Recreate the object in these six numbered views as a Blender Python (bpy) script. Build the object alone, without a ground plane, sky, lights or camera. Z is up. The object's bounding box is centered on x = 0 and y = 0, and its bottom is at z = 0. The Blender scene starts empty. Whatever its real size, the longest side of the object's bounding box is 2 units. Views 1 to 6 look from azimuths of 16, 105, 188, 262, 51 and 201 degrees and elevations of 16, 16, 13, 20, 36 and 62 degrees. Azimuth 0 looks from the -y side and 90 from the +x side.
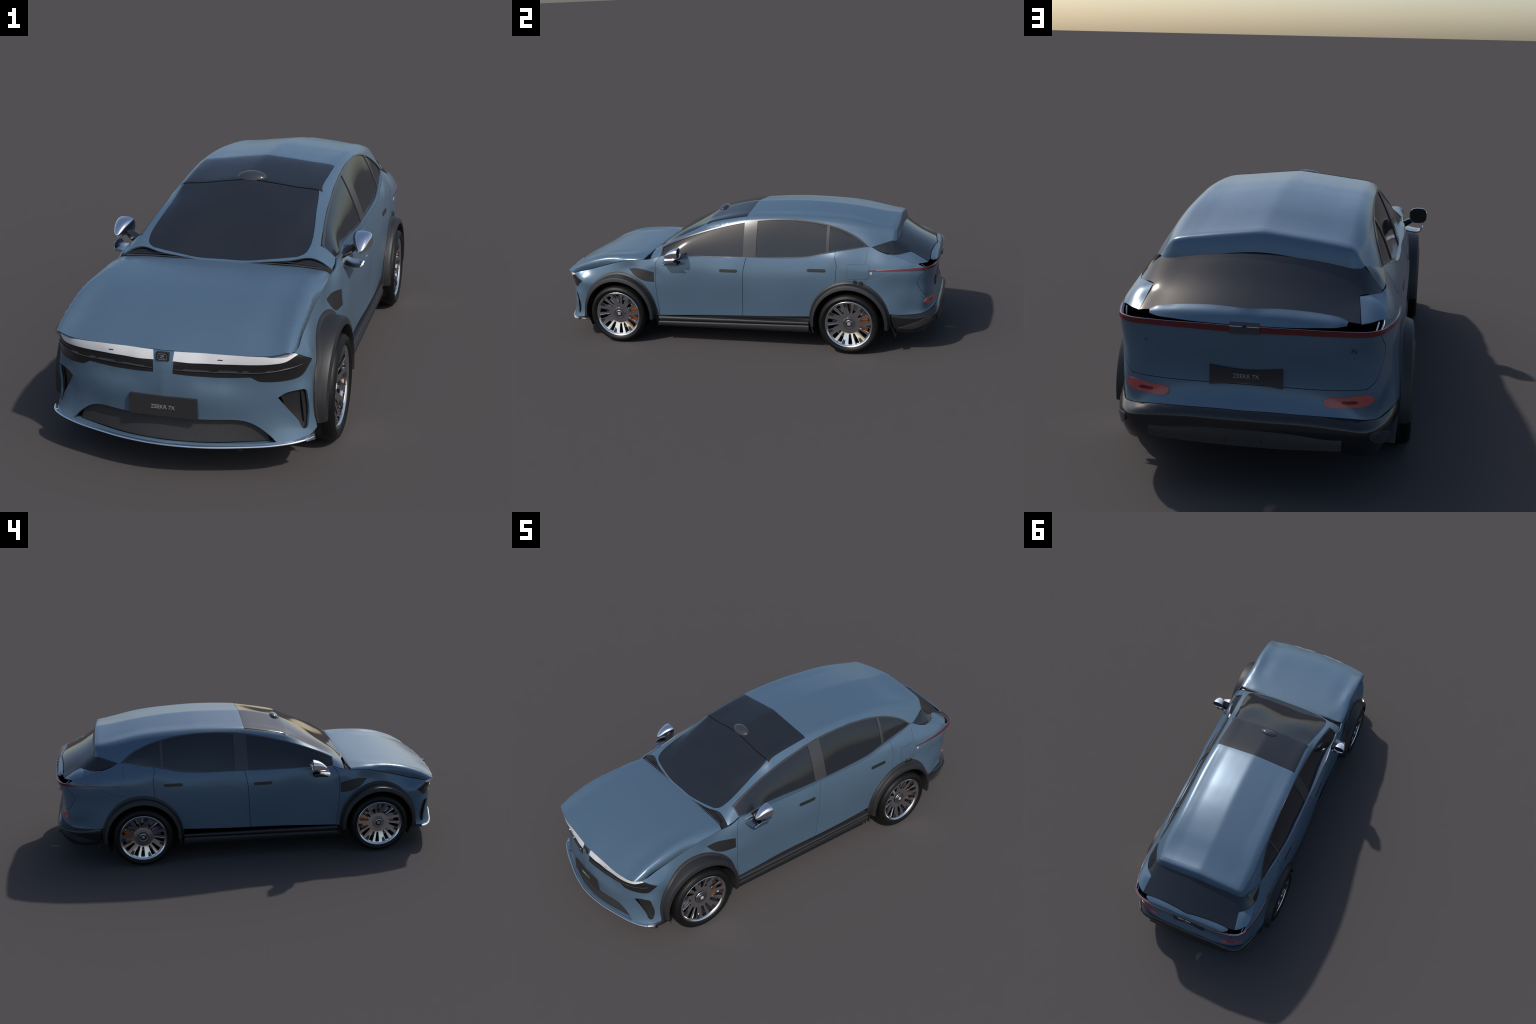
import bpy, math
import numpy as np
from mathutils.geometry import delaunay_2d_cdt
from mathutils import Vector

# ------------------------------------------------------------------ materials
MATS = {}


def material(name, color, rough=0.4, metal=0.0, coat=0.0, grain=0.05, grain_scale=60.0,
             rough_var=0.05, bump=0.0, spec=0.5, ior=1.5):
    m = bpy.data.materials.new(name)
    m.use_nodes = True
    nt = m.node_tree
    nt.nodes.clear()
    out = nt.nodes.new('ShaderNodeOutputMaterial')
    bs = nt.nodes.new('ShaderNodeBsdfPrincipled')
    nt.links.new(bs.outputs[0], out.inputs[0])
    tc = nt.nodes.new('ShaderNodeTexCoord')
    no = nt.nodes.new('ShaderNodeTexNoise')
    no.inputs['Scale'].default_value = grain_scale
    no.inputs['Detail'].default_value = 3.0
    nt.links.new(tc.outputs['Object'], no.inputs['Vector'])
    cr = nt.nodes.new('ShaderNodeValToRGB')
    cr.color_ramp.elements[0].position = 0.3
    cr.color_ramp.elements[1].position = 0.7
    lo = [max(0.0, c * (1 - grain)) for c in color] + [1]
    hi = [min(1.0, c * (1 + grain)) for c in color] + [1]
    cr.color_ramp.elements[0].color = lo
    cr.color_ramp.elements[1].color = hi
    nt.links.new(no.outputs['Fac'], cr.inputs['Fac'])
    nt.links.new(cr.outputs['Color'], bs.inputs['Base Color'])
    mr = nt.nodes.new('ShaderNodeMapRange')
    mr.inputs['To Min'].default_value = max(0.0, rough - rough_var)
    mr.inputs['To Max'].default_value = min(1.0, rough + rough_var)
    nt.links.new(no.outputs['Fac'], mr.inputs['Value'])
    nt.links.new(mr.outputs['Result'], bs.inputs['Roughness'])
    bs.inputs['Metallic'].default_value = metal
    bs.inputs['Coat Weight'].default_value = coat
    bs.inputs['Coat Roughness'].default_value = 0.08
    bs.inputs['Specular IOR Level'].default_value = spec
    bs.inputs['IOR'].default_value = ior
    if bump > 0:
        b = nt.nodes.new('ShaderNodeBump')
        b.inputs['Strength'].default_value = bump
        b.inputs['Distance'].default_value = 0.001
        nt.links.new(no.outputs['Fac'], b.inputs['Height'])
        nt.links.new(b.outputs['Normal'], bs.inputs['Normal'])
    MATS[name] = m
    return m


PAINT = material('blue_paint', (0.089, 0.145, 0.208), 0.27, 0.25, 0.0, 0.02, 400, 0.01)
GLASS = material('tinted_glass', (0.016, 0.019, 0.024), 0.07, 0.0, 0.0, 0.02, 8, 0.01)
TRIM = material('black_trim', (0.016, 0.016, 0.017), 0.42, 0.0, 0.0, 0.06, 200, 0.04)
PILLAR = material('pillar_trim', (0.042, 0.042, 0.045), 0.24, 0.0, 0.0, 0.04, 100, 0.03)
GLOSSBLACK = material('gloss_black', (0.014, 0.014, 0.015), 0.16, 0.0, 0.0, 0.05, 30, 0.02)
PLASTIC = material('grey_plastic', (0.014, 0.014, 0.0155), 0.52, 0.0, 0.0, 0.08, 300, 0.05, 0.1)
DARK = material('dark_cavity', (0.006, 0.006, 0.007), 0.7, 0.0, 0.0, 0.1, 20, 0.05)
RUBBER = material('tyre_rubber', (0.005, 0.0048, 0.0045), 0.5, 0.0, 0.0, 0.1, 120, 0.06, 0.2, 0.25)
CHROME = material('chrome', (0.86, 0.86, 0.88), 0.16, 1.0, 0.0, 0.02, 20, 0.02)
SATIN = material('satin_metal', (0.42, 0.42, 0.44), 0.18, 1.0, 0.0, 0.05, 40, 0.05)
RIM = material('wheel_metal', (0.72, 0.71, 0.73), 0.14, 1.0, 0.0, 0.06, 80, 0.05)
RIMDARK = material('wheel_dark_metal', (0.03, 0.03, 0.031), 0.25, 0.3, 0.0, 0.06, 60, 0.04)
RIMLIP = material('wheel_lip_metal', (0.72, 0.72, 0.74), 0.16, 1.0, 0.0, 0.04, 60, 0.03)
ORANGE = material('caliper_orange', (0.62, 0.13, 0.012), 0.4, 0.0, 0.0, 0.06, 60, 0.04)
REDLAMP = material('red_lamp', (0.115, 0.013, 0.015), 0.18, 0.0, 0.0, 0.06, 40, 0.03)
REDREFL = material('red_reflector', (0.40, 0.085, 0.08), 0.15, 0.0, 0.0, 0.10, 50, 0.04)
WHITE = material('white_lamp', (0.66, 0.66, 0.67), 0.25, 0.0, 0.0, 0.02, 30, 0.03)
PLATE = material('plate_black', (0.022, 0.021, 0.022), 0.45, 0.0, 0.0, 0.04, 60, 0.03)
INK = material('plate_letter', (0.26, 0.26, 0.265), 0.4, 0.2, 0.0, 0.04, 60, 0.03)
DOME = material('dome_glass', (0.05, 0.052, 0.06), 0.08, 0.3, 0.3, 0.03, 30, 0.01)

INSERTGREY = material('insert_grey', (0.07, 0.07, 0.075), 0.25, 0.5, 0.0, 0.05, 60, 0.04)
GRILLEGREY = material('grille_grey', (0.030, 0.030, 0.032), 0.45, 0.0, 0.0, 0.08, 300, 0.04, 0.15)

# ------------------------------------------------------------------ hierarchy
car = bpy.data.objects.new('car', None)
bpy.context.scene.collection.objects.link(car)
car['label'] = 'steel-blue electric crossover car with black trim and tinted glass'
car['category'] = 'car'


def group(name, parent=car):
    o = bpy.data.objects.new(name, None)
    o.empty_display_size = 0.05
    bpy.context.scene.collection.objects.link(o)
    o.parent = parent
    return o


def make_object(name, verts, faces, mat, parent=car, smooth=True, normals=None, angle=None):
    me = bpy.data.meshes.new(name)
    me.from_pydata([tuple(v) for v in verts], [], [tuple(int(i) for i in f) for f in faces])
    me.materials.append(mat)
    if smooth:
        me.polygons.foreach_set('use_smooth', [True] * len(me.polygons))
    me.update()
    if normals is not None:
        me.normals_split_custom_set_from_vertices([tuple(n) for n in normals])
    elif smooth and angle is not None:
        me.set_sharp_from_angle(angle=math.radians(angle))
    o = bpy.data.objects.new(name, me)
    bpy.context.scene.collection.objects.link(o)
    o.parent = parent
    return o


def mirrored(o, parent=None):
    """mirror-image copy across the car's middle plane"""
    src = o.data
    V = np.empty(len(src.vertices) * 3)
    src.vertices.foreach_get('co', V)
    V = V.reshape(-1, 3) * [-1, 1, 1]
    F = [list(p.vertices)[::-1] for p in src.polygons]
    nrm = None
    if src.has_custom_normals:
        N = np.zeros((len(V), 3))
        ln = np.empty(len(src.loops) * 3)
        src.corner_normals.foreach_get('vector', ln)
        vi = np.empty(len(src.loops), dtype=int)
        src.loops.foreach_get('vertex_index', vi)
        N[vi] = ln.reshape(-1, 3)
        nrm = N * [-1, 1, 1]
    c = make_object(o.name.split('.')[0], V, F, src.materials[0], parent or o.parent, True, nrm,
                    None if nrm is not None else 35)
    return c


# ------------------------------------------------------------------ curve and surface tools
def spline(pts, n):
    """Catmull-Rom through the points, resampled at equal steps to n points"""
    P = np.array(pts, float)
    if len(P) == 2:
        t = np.linspace(0, 1, n)[:, None]
        return P[0] * (1 - t) + P[1] * t
    Q = np.vstack([2 * P[0] - P[1], P, 2 * P[-1] - P[-2]])
    out = []
    for i in range(1, len(Q) - 2):
        p0, p1, p2, p3 = Q[i - 1:i + 3]
        d0, d1, d2 = [max(np.linalg.norm(b - a), 1e-9) ** 0.5 for a, b in ((p0, p1), (p1, p2), (p2, p3))]
        m1 = ((p1 - p0) / d0 - (p2 - p0) / (d0 + d1) + (p2 - p1) / d1) * d1
        m2 = ((p2 - p1) / d1 - (p3 - p1) / (d1 + d2) + (p3 - p2) / d2) * d1
        for t in np.linspace(0, 1, 24, endpoint=False):
            h = (2 * t**3 - 3 * t**2 + 1, t**3 - 2 * t**2 + t, -2 * t**3 + 3 * t**2, t**3 - t**2)
            out.append(h[0] * p1 + h[1] * m1 + h[2] * p2 + h[3] * m2)
    out.append(P[-1])
    out = np.array(out)
    L = np.r_[0, np.cumsum(np.linalg.norm(np.diff(out, axis=0), axis=1))]
    q = np.linspace(0, L[-1], n)
    return np.stack([np.interp(q, L, out[:, k]) for k in range(out.shape[1])], 1)


class ThinPlate:
    """smooth interpolation of scattered samples over two parameters"""

    def __init__(self, uv, val, smooth=1e-5):
        self.p = np.array(uv, float)
        v = np.array(val, float)
        n = len(self.p)
        K = self.k(self.p, self.p) + smooth * np.eye(n)
        Pm = np.c_[np.ones(n), self.p]
        A = np.block([[K, Pm], [Pm.T, np.zeros((3, 3))]])
        self.w = np.linalg.solve(A, np.r_[v, np.zeros(3)])

    @staticmethod
    def k(a, b):
        r2 = ((a[:, None] - b[None]) ** 2).sum(2)
        return r2 ** 1.5

    def __call__(self, uv):
        uv = np.atleast_2d(np.asarray(uv, float))
        return self.k(uv, self.p) @ self.w[:-3] + np.c_[np.ones(len(uv)), uv] @ self.w[-3:]


class Surface:
    def normal(self, uv):
        e = 8e-4
        uv = np.atleast_2d(uv)
        du = self.pos(uv + [e, 0]) - self.pos(uv - [e, 0])
        dv = self.pos(uv + [0, e]) - self.pos(uv - [0, e])
        n = np.cross(du, dv)
        n /= np.linalg.norm(n, axis=1)[:, None] + 1e-12
        return n * self.sign


class BodyShell(Surface):
    """lower body: outline in plan (s) swept over height (z), pushed out by a fitted offset"""
    sign = 1.0

    def __init__(self, plan, pts, smooth=2.5e-5):
        self.P = spline(plan, 700)
        self.s = np.r_[0, np.cumsum(np.linalg.norm(np.diff(self.P, axis=0), axis=1))]
        T = np.gradient(self.P, axis=0)
        T /= np.linalg.norm(T, axis=1)[:, None]
        self.N = np.c_[T[:, 1], -T[:, 0]]
        self.L = self.s[-1]
        uv, d = self.locate(np.array(pts, float))
        U, D = list(uv), list(d)
        for (s, z), q in zip(uv, d):
            if 0.02 < s < 0.3:
                U.append((-s, z)); D.append(q)
            if self.L - 0.3 < s < self.L - 0.02:
                U.append((2 * self.L - s, z)); D.append(q)
        self.f = ThinPlate(U, D, smooth)

    def locate(self, P):
        P = np.atleast_2d(P)
        v = P[:, None, :2] - self.P[None]
        i = (v ** 2).sum(2).argmin(1)
        d = (v[np.arange(len(P)), i] * self.N[i]).sum(1)
        return np.c_[self.s[i], P[:, 2]], d

    def uv(self, pts):
        return self.locate(np.array(pts, float))[0]

    def pos(self, uv):
        uv = np.atleast_2d(uv)
        s = uv[:, 0]
        flip = np.where((s < 0) | (s > self.L), -1.0, 1.0)
        q = np.where(s < 0, -s, np.where(s > self.L, 2 * self.L - s, s))
        x = np.interp(q, self.s, self.P[:, 0]); y = np.interp(q, self.s, self.P[:, 1])
        nx = np.interp(q, self.s, self.N[:, 0]); ny = np.interp(q, self.s, self.N[:, 1])
        d = self.f(np.c_[q, uv[:, 1]])
        return np.c_[(x + nx * d) * flip, y + ny * d, uv[:, 1]]


class Ridge(Surface):
    """upper body and hood: cross-section (s) carried along y on a ridge height, plus a fitted offset"""
    sign = 1.0

    def __init__(self, ridge, sec_a, sec_b, y_a, y_b, pts, smooth=2e-5):
        r = spline(ridge, 300)
        self.ry, self.rz = r[:, 0], r[:, 1]
        self.A, self.B = spline(sec_a, 300), spline(sec_b, 300)
        self.LA = np.r_[0, np.cumsum(np.linalg.norm(np.diff(self.B, axis=0), axis=1))]
        self.ya, self.yb = y_a, y_b
        uv, d = self.locate(np.array(pts, float))
        U, D = list(uv), list(d)
        for (s, y), q in zip(uv, d):
            if 0.02 < s < 0.12:
                U.append((-s, y)); D.append(q)
        self.f = ThinPlate(U, D, smooth)

    def section(self, y):
        t = np.clip((y - self.ya) / (self.yb - self.ya), 0, 1)
        t = t * t * (3 - 2 * t)
        S = self.A * (1 - t) + self.B * t
        T = np.gradient(S, axis=0)
        T /= np.linalg.norm(T, axis=1)[:, None]
        return S, np.c_[-T[:, 1], T[:, 0]]

    def locate(self, P):
        uv, d = [], []
        for x, y, z in np.atleast_2d(P):
            S, N = self.section(y)
            v = np.array([abs(x), z - np.interp(y, self.ry, self.rz)]) - S
            i = (v ** 2).sum(1).argmin()
            uv.append((self.LA[i] * (1 if x >= 0 else -1), y))
            d.append(v[i] @ N[i])
        return np.array(uv), np.array(d)

    def uv(self, pts):
        return self.locate(np.array(pts, float))[0]

    def pos(self, uv):
        uv = np.atleast_2d(uv)
        s, y = np.abs(uv[:, 0]), uv[:, 1]
        t = np.clip((y - self.ya) / (self.yb - self.ya), 0, 1)
        t = (t * t * (3 - 2 * t))[:, None]

        def at(C):
            return np.c_[np.interp(s, self.LA, C[:, 0]), np.interp(s, self.LA, C[:, 1])]
        S = at(self.A) * (1 - t) + at(self.B) * t
        TA = np.gradient(self.A, axis=0); TB = np.gradient(self.B, axis=0)
        T = at(TA) * (1 - t) + at(TB) * t
        T /= np.linalg.norm(T, axis=1)[:, None]
        d = self.f(np.c_[s, y])
        x = S[:, 0] - T[:, 1] * d
        z = S[:, 1] + T[:, 0] * d + np.interp(y, self.ry, self.rz)
        return np.c_[np.where(uv[:, 0] < 0, -x, x), y, z]


class SideField(Surface):
    """x over (y, z): the side glazing"""
    sign = 1.0

    def __init__(self, pts, smooth=4e-5):
        P = np.array(pts, float)
        self.f = ThinPlate(P[:, 1:], P[:, 0], smooth)

    def uv(self, pts):
        return np.array(pts, float)[:, 1:]

    def pos(self, uv):
        uv = np.atleast_2d(uv)
        return np.c_[self.f(uv), uv]


class HeightField(Surface):
    """z over (x, y), mirrored about the middle"""
    sign = 1.0

    def __init__(self, pts, smooth=2e-5):
        P = np.array(pts, float)
        self.f = ThinPlate(P[:, :2], P[:, 2], smooth)

    def uv(self, pts):
        return np.array(pts, float)[:, :2]

    def pos(self, uv):
        uv = np.atleast_2d(uv)
        return np.c_[uv, self.f(np.c_[np.abs(uv[:, 0]), uv[:, 1]])]


def inside(pts, poly):
    x, y = pts[:, 0], pts[:, 1]
    r = np.zeros(len(pts), bool)
    a = poly; b = np.roll(poly, -1, axis=0)
    for (x0, y0), (x1, y1) in zip(a, b):
        c = (y0 > y) != (y1 > y)
        if c.any():
            xi = (x1 - x0) * (y - y0) / ((y1 - y0) if y1 != y0 else 1e-12) + x0
            r ^= c & (x < xi)
    return r


def resample(poly, step):
    out = []
    for a, b in zip(poly, np.roll(poly, -1, axis=0)):
        n = max(1, int(round(np.linalg.norm(b - a) / step)))
        for i in range(n):
            out.append(a + (b - a) * i / n)
    return np.array(out)


def inset(poly, g):
    """move a closed outline inwards by g"""
    area = 0.5 * np.sum(poly[:, 0] * np.roll(poly[:, 1], -1) - np.roll(poly[:, 0], -1) * poly[:, 1])
    e = np.roll(poly, -1, axis=0) - poly
    e /= np.linalg.norm(e, axis=1)[:, None] + 1e-12
    n = np.c_[-e[:, 1], e[:, 0]] * (1 if area > 0 else -1)
    m = n + np.roll(n, 1, axis=0)
    m /= np.maximum((m ** 2).sum(1) * 0.5, 0.5)[:, None]
    return poly + m * g


def patch(name, surf, outline, mat, parent=car, holes=(), gap=0.0, offset=0.0, thick=0.004,
          spacing=0.013, edge=0.007, mirror=False, crease=False):
    """panel: an outline on a surface, filled, bent to the surface and given thickness"""
    outline = np.array(outline, float)
    keep = np.linalg.norm(outline - np.roll(outline, 1, axis=0), axis=1) > 1e-5
    outline = resample(outline[keep], edge)
    if gap:
        outline = inset(outline, gap)
    loops = [outline] + [resample(np.array(h, float), edge) for h in holes]
    V, E, base = [], [], 0
    for lp in loops:
        V += [tuple(p) for p in lp]
        E += [(base + i, base + (i + 1) % len(lp)) for i in range(len(lp))]
        base += len(lp)
    lo, hi = outline.min(0), outline.max(0)
    gx = np.arange(lo[0], hi[0], spacing); gy = np.arange(lo[1], hi[1], spacing * 0.866)
    G = np.array([(x + (0.5 * spacing if j % 2 else 0), y) for j, y in enumerate(gy) for x in gx])
    if len(G):
        ok = inside(G, loops[0])
        for h in loops[1:]:
            ok &= ~inside(G, h)
        G = G[ok]
    if crease:
        ys = np.arange(lo[1], hi[1], edge)
        q = np.c_[np.zeros(len(ys)), ys]
        q = q[inside(q, loops[0])]
        q = q[((q[:, None] - outline[None]) ** 2).sum(2).min(1) > (0.3 * edge) ** 2]
        G = G[np.abs(G[:, 0]) > edge * 1.25]
        for w in (-edge, edge):
            p = q + [w, 0]
            G = np.r_[p[inside(p, loops[0])], G[((G[:, None] - p[None]) ** 2).sum(2).min(1) > (.5 * edge) ** 2]]
        k = len(V)
        V += [tuple(p) for p in q]
        E += [(k + i, k + i + 1) for i in range(len(q) - 1) if q[i + 1][1] - q[i][1] < 1.5 * edge]
    if len(G):
        B = np.array(V)
        d2 = ((G[:, None] - B[None]) ** 2).sum(2).min(1)
        G = G[d2 > (0.45 * spacing) ** 2]
        V += [tuple(p) for p in G]
    r = delaunay_2d_cdt([Vector(v) for v in V], E, [], 0, 1e-7)
    uv = np.array([(v.x, v.y) for v in r[0]])
    F = np.array([f for f in r[2]])
    cen = uv[F].mean(1)
    ok = inside(cen, loops[0])
    for h in loops[1:]:
        ok &= ~inside(cen, h)
    F = F[ok]
    P = surf.pos(uv)
    N = surf.normal(uv)
    # outward check
    a, b, c = P[F[:, 0]], P[F[:, 1]], P[F[:, 2]]
    fn = np.cross(b - a, c - a)
    flip = (fn * N[F[:, 0]]).sum(1) < 0
    F[flip] = F[flip][:, ::-1]
    P = P + N * offset
    verts, norms, faces = list(P), list(N), [list(f) for f in F]
    if thick:
        n0 = len(verts)
        Q = P - N * thick
        cnt = {}
        for f in F:
            for i in range(3):
                e = (f[i], f[(i + 1) % 3])
                cnt[e] = 1
        rim = [e for e in cnt if (e[1], e[0]) not in cnt]
        for a_, b_ in rim:
            k = len(verts)
            q = [P[a_], P[b_], Q[b_], Q[a_]]
            nn = np.cross(q[3] - q[0], q[1] - q[0])
            nn = nn / (np.linalg.norm(nn) + 1e-12)
            verts += q
            norms += [nn] * 4
            faces.append([k, k + 3, k + 2, k + 1])
        k = len(verts)
        verts += list(Q); norms += list(-N)
        faces += [[k + f[2], k + f[1], k + f[0]] for f in F]
    o = make_object(name, verts, faces, mat, parent, True, norms)
    if mirror:
        return o, mirrored(o)
    return o


def loft(name, curves, mat, parent=car, n=40, m=None, mirror=False, angle=40, thick=0.0, closed_u=False,
         smooth_across=True):
    """skin through several curves (each a short list of control points)"""
    R = [spline(c, n) for c in curves]
    m = m or 6 * (len(R) - 1) + 1
    cols = []
    R = np.array(R)
    if smooth_across:
        G = np.stack([spline(R[:, j], m) for j in range(n)], 1)
    else:
        G = R
        m = len(R)
    V = G.reshape(-1, 3)
    F = []
    for i in range(m - 1):
        for j in range(n - 1):
            F.append((i * n + j, i * n + j + 1, (i + 1) * n + j + 1, (i + 1) * n + j))
    if thick:
        du = np.gradient(G, axis=1); dv = np.gradient(G, axis=0)
        N = np.cross(du, dv); N /= np.linalg.norm(N, axis=2)[..., None] + 1e-12
        W = (G - N * thick).reshape(-1, 3)
        k = len(V)
        F2 = [tuple(k + i for i in f[::-1]) for f in F]
        edge = [i for i in range(n)] + [i * n + n - 1 for i in range(1, m)] + \
               [(m - 1) * n + j for j in range(n - 2, -1, -1)] + [i * n for i in range(m - 2, 0, -1)]
        F3 = [(edge[(i + 1) % len(edge)], edge[i], k + edge[i], k + edge[(i + 1) % len(edge)]) for i in range(len(edge))]
        V = np.vstack([V, W])
        F = F + F2 + F3
    o = make_object(name, V, F, mat, parent, True, None, angle)
    if mirror:
        return o, mirrored(o)
    return o


def tube(name, pts, radius, mat, parent=car, n=60, k=10, squash=1.0, mirror=False, cap=True):
    C = spline(pts, n)
    T = np.gradient(C, axis=0); T /= np.linalg.norm(T, axis=1)[:, None]
    up = np.array([0, 0, 1.0])
    A = np.cross(T, up); A /= np.linalg.norm(A, axis=1)[:, None] + 1e-9
    B = np.cross(A, T)
    rad = np.interp(np.linspace(0, 1, n), np.linspace(0, 1, len(np.atleast_1d(radius))), np.atleast_1d(radius))
    ang = np.linspace(0, 2 * np.pi, k, endpoint=False)
    V = np.array([C[i] + rad[i] * (np.cos(a) * A[i] + squash * np.sin(a) * B[i]) for i in range(n) for a in ang])
    F = [(i * k + j, i * k + (j + 1) % k, (i + 1) * k + (j + 1) % k, (i + 1) * k + j) for i in range(n - 1) for j in range(k)]
    if cap:
        F += [tuple(range(k))[::-1], tuple((n - 1) * k + j for j in range(k))]
    o = make_object(name, V, F, mat, parent, True, None, 40)
    if mirror:
        return o, mirrored(o)
    return o


def box(name, lo, hi, mat, parent=car, bevel=0.0, mirror=False):
    lo, hi = np.array(lo, float), np.array(hi, float)
    c = [(x, y, z) for x in (lo[0], hi[0]) for y in (lo[1], hi[1]) for z in (lo[2], hi[2])]
    F = [(0, 1, 3, 2), (4, 6, 7, 5), (0, 4, 5, 1), (2, 3, 7, 6), (0, 2, 6, 4), (1, 5, 7, 3)]
    o = make_object(name, c, F, mat, parent, False)
    if bevel:
        import bmesh
        bm = bmesh.new(); bm.from_mesh(o.data)
        bmesh.ops.bevel(bm, geom=bm.edges[:], offset=bevel, segments=2, affect='EDGES')
        bm.to_mesh(o.data); bm.free()
    if mirror:
        return o, mirrored(o)
    return o


def lathe(name, prof, center, mat, parent, n=96, x0=0.0):
    """profile of (radius, x) turned about the axle"""
    V, F = [], []
    m = len(prof)
    for i in range(n):
        a = 2 * math.pi * i / n
        for r, x in prof:
            V.append((x, r * math.cos(a), r * math.sin(a)))
    for i in range(n):
        for j in range(m - 1):
            a, b = i * m + j, ((i + 1) % n) * m + j
            F.append((a, b, b + 1, a + 1))
    V = np.array(V) + np.array(center)
    return make_object(name, V, F, mat, parent, True, None, 35)


def join_path(*segs):
    out = []
    for s in segs:
        out += list(s)
    return np.array(out)


# ------------------------------------------------------------------ lower body
PLAN = [(0, -.975), (.1, -.963), (.2, -.942), (.27, -.916), (.312, -.885), (.336, -.845), (.346, -.79), (.350, -.6),
        (.356, -.2), (.358, .2), (.354, .6), (.346, .77), (.333, .87), (.312, .925), (.272, .954), (.2, .967),
        (.1, .975), (0, .978)]
SHELL_POINTS = [
    # front
    (0, -.972, .352), (.1, -.964, .351), (.2, -.957, .349), (.275, -.940, .349), (.312, -.912, .349), (.330, -.892, .340),
    (0, -.981, .325), (.075, -.976, .324), (.143, -.968, .324), (.209, -.956, .325), (.273, -.937, .326), (.303, -.920, .328),
    (.345, -.868, .325), (.356, -.843, .312),
    (0, -.986, .293), (.095, -.971, .288), (.161, -.957, .286), (.221, -.946, .287), (.270, -.928, .275), (.309, -.900, .273),
    (.336, -.874, .279), (.346, -.860, .298),
    (0, -.989, .24), (.09, -.984, .24), (.15, -.972, .24), (.2, -.957, .235), (.285, -.921, .230), (.346, -.879, .241), (.351, -.869, .216),
    (0, -.984, .180), (.1, -.977, .180), (.195, -.954, .172), (.300, -.907, .2), (.353, -.863, .176), (.239, -.943, .152),
    (0, -.992, .125), (.1, -.982, .125), (.270, -.936, .127), (.338, -.882, .137), (.351, -.874, .135),
    (0, -.998, .106), (.1, -.986, .104), (.2, -.960, .104), (.284, -.936, .110), (.340, -.902, .112),
    # fender
    (.316, -.898, .347), (.320, -.848, .359), (.322, -.8, .370), (.324, -.748, .385), (.325, -.7, .399), (.329, -.652, .412),
    (.333, -.6, .425), (.333, -.555, .429), (.330, -.496, .431), (.354, -.834, .196), (.350, -.812, .246), (.350, -.771, .294), (.341, -.81, .335),
    (.340, -.721, .336), (.337, -.671, .358), (.339, -.629, .363), (.345, -.578, .358), (.334, -.577, .381), (.351, -.437, .372),
    (.357, -.435, .326), (.348, -.47, .400),
    # doors
    (.357, -.25, .25), (.3575, -.32, .2), (.359, -.22, .31), (.356, -.12, .21),
    (.333, -.401, .455), (.339, -.416, .438), (.351, -.425, .422), (.355, -.43, .372), (.360, -.428, .325), (.357, -.428, .263),
    (.355, -.424, .171), (.356, -.42, .136), (.342, .053, .462), (.361, .04, .39), (.367, .034, .337), (.364, .031, .244),
    (.361, .029, .164), (.360, .03, .11), (.334, -.347, .456), (.342, -.222, .461), (.343, -.112, .461), (.362, -.083, .397),
    (.363, .008, .396), (.342, .2, .464), (.341, .3, .467), (.338, .38, .474), (.332, .45, .49), (.328, .503, .5),
    (.347, .504, .47), (.353, .51, .438), (.360, .508, .395), (.364, .503, .352), (.358, .365, .411), (.357, .457, .411),
    (.360, .357, .17), (.358, .36, .11),
    # quarter and rear
    (.318, .58, .512), (.303, .66, .523), (.304, .68, .520), (.340, .58, .475), (.333, .68, .475), (.355, .573, .44),
    (.357, .666, .376), (.356, .671, .416), (.356, .731, .421), (.352, .803, .426), (.339, .874, .43), (.324, .922, .433),
    (.303, .957, .435), (.284, .965, .434), (.245, .977, .436), (.143, .985, .437), (0, .990, .437),
    (.318, .745, .495), (.319, .79, .485), (.323, .83, .472), (.326, .87, .459), (.322, .90, .450),
    (.365, .777, .203), (.340, .85, .198), (.323, .897, .198), (.291, .938, .207), (.25, .964, .216), (.2, .976, .221), (.12, .982, .223), (0, .984, .223),
    (.291, .938, .284), (.188, .964, .259), (.311, .930, .254), (.322, .905, .35), (.345, .84, .3), (.350, .80, .35),
    (.2, .976, .39), (.1, .979, .39), (0, .981, .39), (.28, .955, .39), (.2, .966, .35), (.1, .969, .35), (0, .970, .35),
    (.28, .947, .34), (.2, .958, .31), (.1, .961, .31), (0, .961, .31), (.2, .961, .275), (.1, .963, .275), (0, .963, .275),
    (.338, .80, .108), (.330, .86, .104), (.313, .915, .108), (.279, .954, .116), (.238, .977, .130), (.12, .988, .130), (0, .991, .13),
    (.245, .988, .172), (.1, .993, .175), (0, .994, .175), (.360, .80, .165), (.350, .86, .16), (.334, .915, .16), (.303, .957, .163),
]
shell = BodyShell(PLAN, SHELL_POINTS)
LEN = shell.L
WHEEL_R, WHEEL_Z = 0.151, 0.151
AXLES = (-0.637, 0.571)


def arch(yc, R, a0, a1, n=40):
    """arc over a wheel in the side view, in degrees from the rear (+y) side upwards"""
    a = np.radians(np.linspace(a0, a1, n))
    y, z = yc + R * np.cos(a), WHEEL_Z + R * np.sin(a)
    return shell.uv(np.c_[np.full(n, .35), y, z])


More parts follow.
